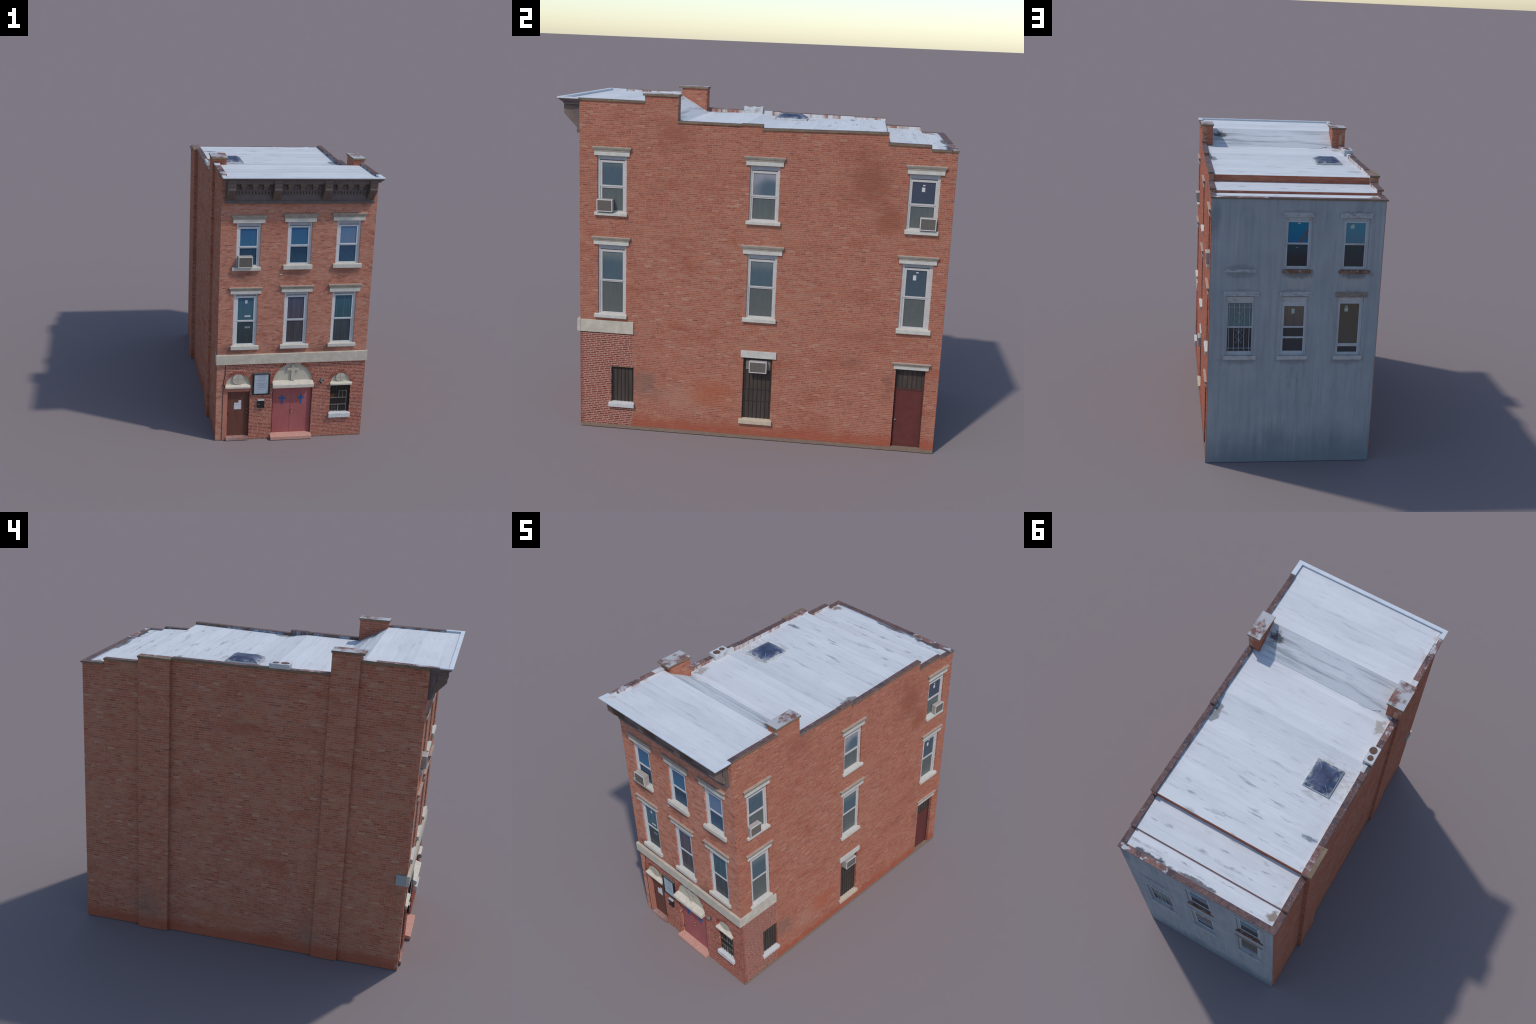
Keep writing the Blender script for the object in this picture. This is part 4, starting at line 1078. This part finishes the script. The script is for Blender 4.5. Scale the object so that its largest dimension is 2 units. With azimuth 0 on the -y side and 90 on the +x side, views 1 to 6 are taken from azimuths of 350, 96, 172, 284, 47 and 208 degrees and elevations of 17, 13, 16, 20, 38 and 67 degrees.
# ------------------------------------------------------------------ stone band over the ground floor
g = Geo()
bx0, bx1, bo = -0.4815, 0.4955, 0.0150
zl, zr = (0.529, 0.591), (0.5325, 0.5985)
def band_piece(x0, x1, o0, o1):
    f = lambda x, k: zl[k] + (zr[k] - zl[k]) * (x - bx0) / (bx1 - bx0)
    g.add([FACES["front"](x, o, z) for o in (o0, o1) for x, z in ((x0, f(x0, 0)), (x1, f(x1, 0)), (x1, f(x1, 1)), (x0, f(x0, 1)))], BOX)
band_piece(bx0, bx1, -0.004, bo)
band = g.build("stone_band", MAT_STONE, bevel=0.001)
one_box("stone_band", MAT_STONE, "right", FRONT_Y + 0.0045, -0.6025, -0.004, 0.0058, 0.5325, 0.5985, None, 0.001)
one_box("stone_band", plain("grey_band_end", (0.33, 0.35, 0.36), 0.85, 0.1, 30), "left", FRONT_Y + 0.0045, -0.829, -0.004, 0.0068, 0.5288, 0.5910, None, 0.001)  # greyer, darker colour on the left return

# ------------------------------------------------------------------ ground-floor front
VOUSS = [(c, z, R) for c, z, R in ARCHES]
for (cu, zs, R), op in zip(VOUSS, (DOOR_LEFT, DOOR_MAIN, WIN_LOW)):
    # tympanum
    n = 28
    g = Geo()
    g.plate("front", [(cu + (R + .0006) * math.cos(math.pi * k / n), zs - 0.006 + (R + 0.0066) * math.sin(math.pi * k / n)) for k in range(n + 1)], -0.02, -0.0090)
    tym = g.build("tympanum", MAT_TYMPANUM)
    # brick arch ring
    g = Geo()
    m = round(math.pi * (R + RING / 2) / 0.0115)
    for k in range(m):
        t0, t1 = math.pi * (k + 0.1) / m, math.pi * (k + 0.9) / m
        ro = R + RING
        pts = [(cu + r * math.cos(t), zs + r * math.sin(t)) for r, t in ((R, t0), (ro, t0), (ro, t1), (R, t1))]
        if max(z for _, z in pts) > 0.5335:
            continue
        g.plate("front", pts, -0.014, 0.0002)
    g.build("arch_brick", MAT_BRICK_LOWER, tym, stuff=True)

    def relief(name, outline, o1):
        g = Geo(); g.plate("front", outline, -0.008, o1); return g.build(name, MAT_TYMPANUM, tym, bevel=0.0008)
    if R > 0.1:
        cx = 0.0165
        relief("stone_cross", [(cx - 0.0115, 0.405), (cx + 0.0115, 0.405), (cx + 0.0115, 0.4715), (cx + 0.0385, 0.4715), (cx + 0.0385, 0.4905), (cx + 0.0115, 0.4905),
                               (cx + 0.0115, 0.514), (cx - 0.0115, 0.514), (cx - 0.0115, 0.4905), (cx - 0.0385, 0.4905), (cx - 0.0385, 0.4715), (cx - 0.0115, 0.4715)], 0.0010)
    else:
        c, zc, r = (-0.3365, 0.4210, 0.0365) if cu < 0 else (0.3330, 0.4130, 0.0320)
        relief("roundel", [(c + r * math.cos(t * math.tau / 32), zc + r * math.sin(t * math.tau / 32)) for t in range(32)], -0.0010)
        g = Geo()
        g.box("front", c - r * 0.93, c + r * 0.93, -0.004, -0.0005, zc - 0.0012, zc + 0.0012)
        g.box("front", c - 0.0012, c + 0.0012, -0.004, -0.00055, zc - r * 0.93, zc + r * 0.93)
        g.build("roundel_cross", MAT_HOOD_CROWN, tym)

# lintels with rounded weathered tops
def lintel(u0, u1, z0, z1, out):
    g = Geo()
    g.extrude("front", [(-0.012, z0), (out - 0.002, z0 - 0.0002), (out - 0.0008, z0 + 0.002), (out, z0 + 0.56 * (z1 - z0)), (out - 0.002, z0 + 0.64 * (z1 - z0)), (-0.012, z1 + 0.001)], u0, u1)
    return g.build("lintel", MAT_LINTEL, bevel=0.0010)


lintel(-0.4190, -0.2580, 0.3635, 0.3850, 0.0160)
lintel(0.2630, 0.4080, 0.3635, 0.3840, 0.0160)
lintel(-0.1160, 0.1500, 0.3640, 0.4020, 0.0325)

# left door
g = Geo()
g.box("front", -0.4008, -0.2585, -0.03, -0.0190, 0.0, 0.372)
dl = g.build("door", MAT_DOOR_BROWN)
g = Geo()
g.box("front", -0.4268, -0.4010, -0.03, -0.0010, 0.0, 0.352)
g.box("front", -0.4268, -0.2582, -0.03, -0.0035, 0.334, 0.372)
g.build("door_frame", MAT_TRIM_TAN, dl, bevel=0.0015)
g = Geo(); g.box("front", -0.4008, -0.2585, -0.03, 0.001, 0.0, 0.0205); g.build("door_threshold", MAT_STEP_WORN, dl)
g = Geo(); g.box("front", -0.4075, -0.2620, 0.0, 0.0130, 0.0, 0.0195); g.build("door_step", MAT_STEP_WORN, bevel=0.001)
for u0, u1, z0, z1 in ((-0.3555, -0.3090, 0.2055, 0.2370), (-0.3545, -0.3090, 0.2385, 0.2520), (-0.3270, -0.3095, 0.2515, 0.2680)):
    one_box("notice_paper", MAT_PAPER, "front", u0, u1, -0.0195, -0.0180, z0, z1, dl)


def knob(u, o, z, r, parent, mat=None):
    g = Geo()
    n = 12
    g.loft("front", [[(u + q * math.cos(k * math.tau / n), o + d, z + q * math.sin(k * math.tau / n)) for k in range(n)]
                     for q, d in ((r * 0.5, -0.001), (r * 0.5, r * 0.5), (r, r * 0.9), (r * 0.95, r * 1.5), (r * 0.5, r * 1.9))])
    g.build("door_knob", mat or MAT_BRASS, parent, smooth=True)


knob(-0.2715, -0.019, 0.212, 0.0038, dl); knob(-0.2725, -0.019, 0.182, 0.0042, dl)
one_box("door_plate", MAT_NEAR_BLACK, "front", -0.3995, -0.3935, -0.0195, -0.0178, 0.165, 0.190, dl)

# main double door
g = Geo(); g.box("front", -0.1120, 0.1500, -0.032, -0.0230, 0.0, 0.377); dm = g.build("door", MAT_DOOR_ROSE)
g = Geo(); g.box("front", -0.1040, 0.0130, -0.0228, -0.0172, 0.026, 0.377); g.build("door_leaf", MAT_DOOR_ROSE, dm, bevel=0.0008)
g = Geo(); g.box("front", 0.0145, 0.1470, -0.0228, -0.0172, 0.026, 0.377); g.build("door_leaf", MAT_DOOR_ROSE, dm, bevel=0.0008)
one_box("door_stop", MAT_DOOR_ROSE, "front", 0.0100, 0.0165, -0.018, -0.0160, 0.027, 0.330, dm, 0.0006)
for z in (0.205, 0.075):
    one_box("door_hinge", MAT_NEAR_BLACK, "front", -0.1075, -0.1045, -0.018, -0.0158, z - 0.010, z + 0.010, dm)
for cu in (-0.0435, 0.0810):
    g = Geo()
    a, t, z0, z1, za = 0.0225, 0.0058, 0.2310, 0.2940, 0.2725
    g.plate("front", [(cu - t, z0), (cu + t, z0), (cu + t, za - t), (cu + a, za - t), (cu + a, za + t), (cu + t, za + t), (cu + t, z1), (cu - t, z1), (cu - t, za + t), (cu - a, za + t), (cu - a, za - t), (cu - t, za - t)], -0.0178, -0.0158)
    g.build("painted_cross", MAT_BLUE, dm)
knob(0.0225, -0.0172, 0.2005, 0.0048, dm); knob(0.0215, -0.0172, 0.1760, 0.0048, dm)
g = Geo()
g.extrude("front", [(-0.025, 0.0), (0.0325, 0.0), (0.0330, 0.0215), (0.0310, 0.0235), (-0.025, 0.0310)], -0.1175, 0.1530)
g.build("door_step", MAT_STEP, bevel=0.0012)

# right-hand ground-floor window: dark room, odd sashes and thin bars
u0, u1, z0, z1 = WIN_LOW
g = Geo(); g.box("front", u0 - .0009, u1 + .0009, -0.045, -0.0135, z0 - 0.02, z1)
N = Nodes("dim_interior", 0.3, 0.3)
c = N.mix(N.step(N.axis(2), 0.26, 0.33), (0.030, 0.024, 0.022), (0.035, 0.027, 0.022))
c = N.mix(N.scale_fac(N.spot((0.285, FRONT_Y, 0.275), (0.03, 0.2, 0.022), 3.0, 0.4, 30), 0.8), c, (0.16, 0.065, 0.02))
c = N.mix(N.scale_fac(N.spot((0.30, FRONT_Y, 0.195), (0.03, 0.2, 0.018), 4.0, 0.1, 30), 0.5), c, (0.085, 0.08, 0.07))
lw = g.build("window", N.done(c))
g = Geo()
MAT_SASH_OLD = plain("dirty_sash", (0.26, 0.235, 0.20), 0.7, 0.2, 50)
for a, b, c0, c1 in ((u0 + .004, u1 - .016, 0.2625, 0.2670), (u0 + .002, u1 - .018, 0.2140, 0.2195), (0.381, 0.385, 0.175, 0.315), (0.328, 0.3325, 0.172, 0.216), (0.333, 0.383, 0.311, 0.315), (0.331, 0.334, 0.262, 0.314), (u0 + 0.002, 0.3290, 0.171, 0.175), (u0 + 0.001, u0 + 0.0045, 0.172, 0.264), (0.356, 0.3585, 0.264, 0.312)):
    g.box("front", a, b, -0.027, -0.0112, c0, c1)
g.build("sash", MAT_SASH_OLD, lw)
g = Geo()
for k in range(6):
    x = u0 + 0.012 + k * (u1 - u0 - 0.024) / 5
    g.box("front", x - 0.0008, x + 0.0008, -0.009, -0.0072, z0, z1)
g.build("window_bar", MAT_BLACK, lw)
sill("front", (0.2640, 0.4075, 0.135, 0.1680), lw, plain("grey_sill_stone", (0.62, 0.61, 0.60), 0.85, 0.1, 30, dirt=(0.42, 0.38, 0.32), dirt_amt=0.5), 0.0165, -0.0140)

# notice board
g = Geo()
g.box("front", -0.2400, -0.1345, 0.0, 0.0080, 0.3195, 0.4610, 0)
g.box("front", -0.2430, -0.1320, 0.0, 0.0075, 0.4555, 0.4650, 1)
for a, b, c0, c1 in ((-0.2430, -0.2335, 0.3145, 0.4555), (-0.1415, -0.1320, 0.3145, 0.4555), (-0.2335, -0.1415, 0.3145, 0.3215), (-0.2335, -0.1415, 0.4545, 0.4600)):
    g.box("front", a, b, 0.0, 0.0110, c0, c1, 1)
g.box("front", -0.2432, -0.1318, 0.0, 0.0106, 0.4600, 0.4655, 2)
nb = g.build("notice_board", [MAT_BOARD, MAT_BLACK, plain("board_hood", (0.13, 0.125, 0.12), 0.6)], bevel=0.0006)
rng = random.Random(5)
g = Geo()
for z, w in ((0.4485, 0.052), (0.4385, 0.060), (0.4345, 0.048), (0.4255, 0.042), (0.4190, 0.054), (0.4140, 0.066), (0.4045, 0.042), (0.3945, 0.062), (0.3900, 0.062), (0.3855, 0.020),
             (0.3820, 0.074), (0.3775, 0.058), (0.3720, 0.050), (0.3655, 0.054), (0.3610, 0.056), (0.3510, 0.044)):
    u = -0.1855 - w / 2
    end = u + w
    while u < end - 0.002:                       # broken strokes: lines of illegible lettering
        l = min(rng.uniform(0.004, 0.011), end - u)
        g.box("front", u, u + l, 0.0075, 0.0083, z - 0.00095, z + 0.00095)
        u += l + 0.0016
g.build("lettering", MAT_INK, nb, stuff=True)

# letter box, flood lamp, cable
g = Geo()
g.box("front", -0.2060, -0.1635, 0.0, 0.0120, 0.2230, 0.2735, 0)
g.extrude("front", [(0.0, 0.2735), (0.0130, 0.2728), (0.0130, 0.2750), (0.0, 0.2790)], -0.2065, -0.1630, 1)
lb = g.build("letter_box", [MAT_BLACK, MAT_STEEL], bevel=0.0007)
knob(-0.1995, 0.012, 0.2485, 0.0026, lb, MAT_STEEL)
g = Geo()
n = 16
ax = Vector((0.25, -0.9, -0.3)).normalized()
a_, b_ = ax.orthogonal().normalized(), ax.cross(ax.orthogonal().normalized())
base = Vector((0.2035, FRONT_Y - 0.006, 0.408))
rings = []
for q, d in ((0.004, 0.0), (0.010, 0.004), (0.0128, 0.011), (0.0135, 0.018), (0.0115, 0.0182), (0.0110, 0.016)):
    rings.append([tuple(base + ax * d + a_ * q * math.cos(k * math.tau / n) + b_ * q * math.sin(k * math.tau / n)) for k in range(n)])
g.v = [p for r in rings for p in r]
g.f = [(k * n + i, k * n + (i + 1) % n, (k + 1) * n + (i + 1) % n, (k + 1) * n + i) for k in range(len(rings) - 1) for i in range(n)] + [tuple(range(n)), tuple(range((len(rings) - 1) * n, len(rings) * n))]
g.m = [0] * len(g.f)
fl = g.build("flood_lamp", plain("lamp_grey", (0.20, 0.20, 0.19), 0.4, 0.1), smooth=True)
g = Geo()
g.tube([tuple(base), tuple(base + Vector((0.001, 0.004, -0.012))), (0.2045, FRONT_Y - 0.001, 0.390)], 0.0022)
g.box("front", 0.2000, 0.2085, -0.001, 0.004, 0.375, 0.395)
g.build("lamp_bracket", MAT_BLACK, fl)
g = Geo()
g.tube([(-0.4200, FRONT_Y - 0.002, 0.528), (-0.4205, FRONT_Y - 0.002, 0.455), (-0.4260, FRONT_Y - 0.002, 0.425), (-0.4310, FRONT_Y - 0.002, 0.395), (-0.4320, FRONT_Y - 0.002, 0.20), (-0.4325, FRONT_Y - 0.002, 0.0)], 0.0014)
g.build("wall_cable", MAT_BLACK)

# ------------------------------------------------------------------ ground-floor side openings
for a, b in ((FRONT_Y + 0.001, 0.7725), (0.9215, BACK_Y - 0.001)):
    one_box("concrete_base", MAT_BASE, "right", a, b, -0.01, 0.0006, 0.0, 0.0185, right_wall)

def slatted(face, op, depth, n, z_rails, parent_name):
    u0, u1, z0, z1 = op
    g = Geo(); g.box(face, u0 - .0009, u1 + .0009, -depth - 0.02, -depth, z0 - 0.0005, z1 + 0.0009)
    p = g.build(parent_name, MAT_DARK_SLAT)
    g = Geo()
    for k in range(n):
        u = u0 + (u1 - u0) * (k + 0.5) / n
        g.box(face, u - 0.0016, u + 0.0016, -depth - 0.002, -depth + 0.0030, z0, z1)
    for z in z_rails:
        g.box(face, u0, u1, -depth - 0.002, -depth + 0.0022, z - 0.0013, z + 0.0013)
    g.build("window_bar", MAT_SLAT_BAR, p)
    return p


p = slatted("right", SIDE_WIN, 0.0135, 6, (0.335,), "window")
sill("right", (-0.7325, -0.5945, 0.1240, 0.1505), p, plain("white_sill", (0.58, 0.55, 0.53), 0.85, 0.08, 30, dirt=(0.42, 0.37, 0.33), dirt_amt=0.4), 0.0150, -0.0135)
p = slatted("right", SIDE_TALL, 0.0135, 7, (0.275, 0.210), "window")
one_box("window_lintel", MAT_HOOD, "right", -0.0315, 0.1535, -0.004, 0.0068, 0.4525, 0.4895, p, 0.0008)
sill("right", (-0.0320, 0.1430, 0.0870, 0.1135), p, plain("tan_sill", (0.56, 0.45, 0.33), 0.85, 0.1, 40, dirt=(0.45, 0.33, 0.24), dirt_amt=0.4), 0.0145, -0.0135)
for a, b in ((-0.003, 0.016), (0.106, 0.124)):
    one_box("filler_board", plain("filler_board", (0.22, 0.19, 0.16), 0.8), "right", a, b, -0.02, -0.0090, 0.385, 0.436, p)
air_conditioner("right", 0.0155, 0.1065, 0.3765, 0.4370, 0.0185, p)

u0, u1, z0, z1 = SIDE_DOOR
g = Geo(); g.box("right", u0 - .0009, u1 + .0009, -0.045, -0.0225, 0.0, z1 + .0009)
sd = g.build("door", MAT_NEAR_BLACK)
one_box("door_leaf", MAT_DOOR_MAROON, "right", 0.7765, 0.9155, -0.03, -0.0195, 0.020, 0.333, sd, 0.0008)
g = Geo()
g.box("right", 0.9155, u1 + .0008, -0.03, -0.0165, 0.018, z1)
g.box("right", u0, 0.9155, -0.03, -0.0170, 0.333, 0.343)
g.build("door_frame", plain("worn_brown_frame", (0.085, 0.04, 0.03), 0.7, 0.2, 40), sd)
g = Geo(); g.box("right", u0 + 0.003, 0.9155, -0.03, -0.0210, 0.343, z1 - 0.004); tr = g.build("transom", MAT_DARK_SLAT, sd)
g = Geo()
for k in range(6):
    u = u0 + 0.014 + k * 0.0240
    g.box("right", u - 0.0013, u + 0.0013, -0.022, -0.0185, 0.343, z1 - 0.004)
g.build("window_bar", MAT_SLAT_BAR, sd)
hood("right", (0.749, 0.9465, 0.4510, 0.4865), sd)
one_box("door_threshold", MAT_BASE, "right", u0 - 0.0003, u1 + 0.0003, -0.03, -0.0002, 0.0, 0.0195, sd)
g = Geo()
g.loft("right", [[(0.7860 + q * math.cos(k * math.tau / 12), -0.0196 + d, 0.168 + q * math.sin(k * math.tau / 12)) for k in range(12)]
                 for q, d in ((0.002, 0), (0.002, 0.003), (0.0036, 0.005), (0.003, 0.008))])
g.build("door_knob", MAT_STEEL, sd, smooth=True)
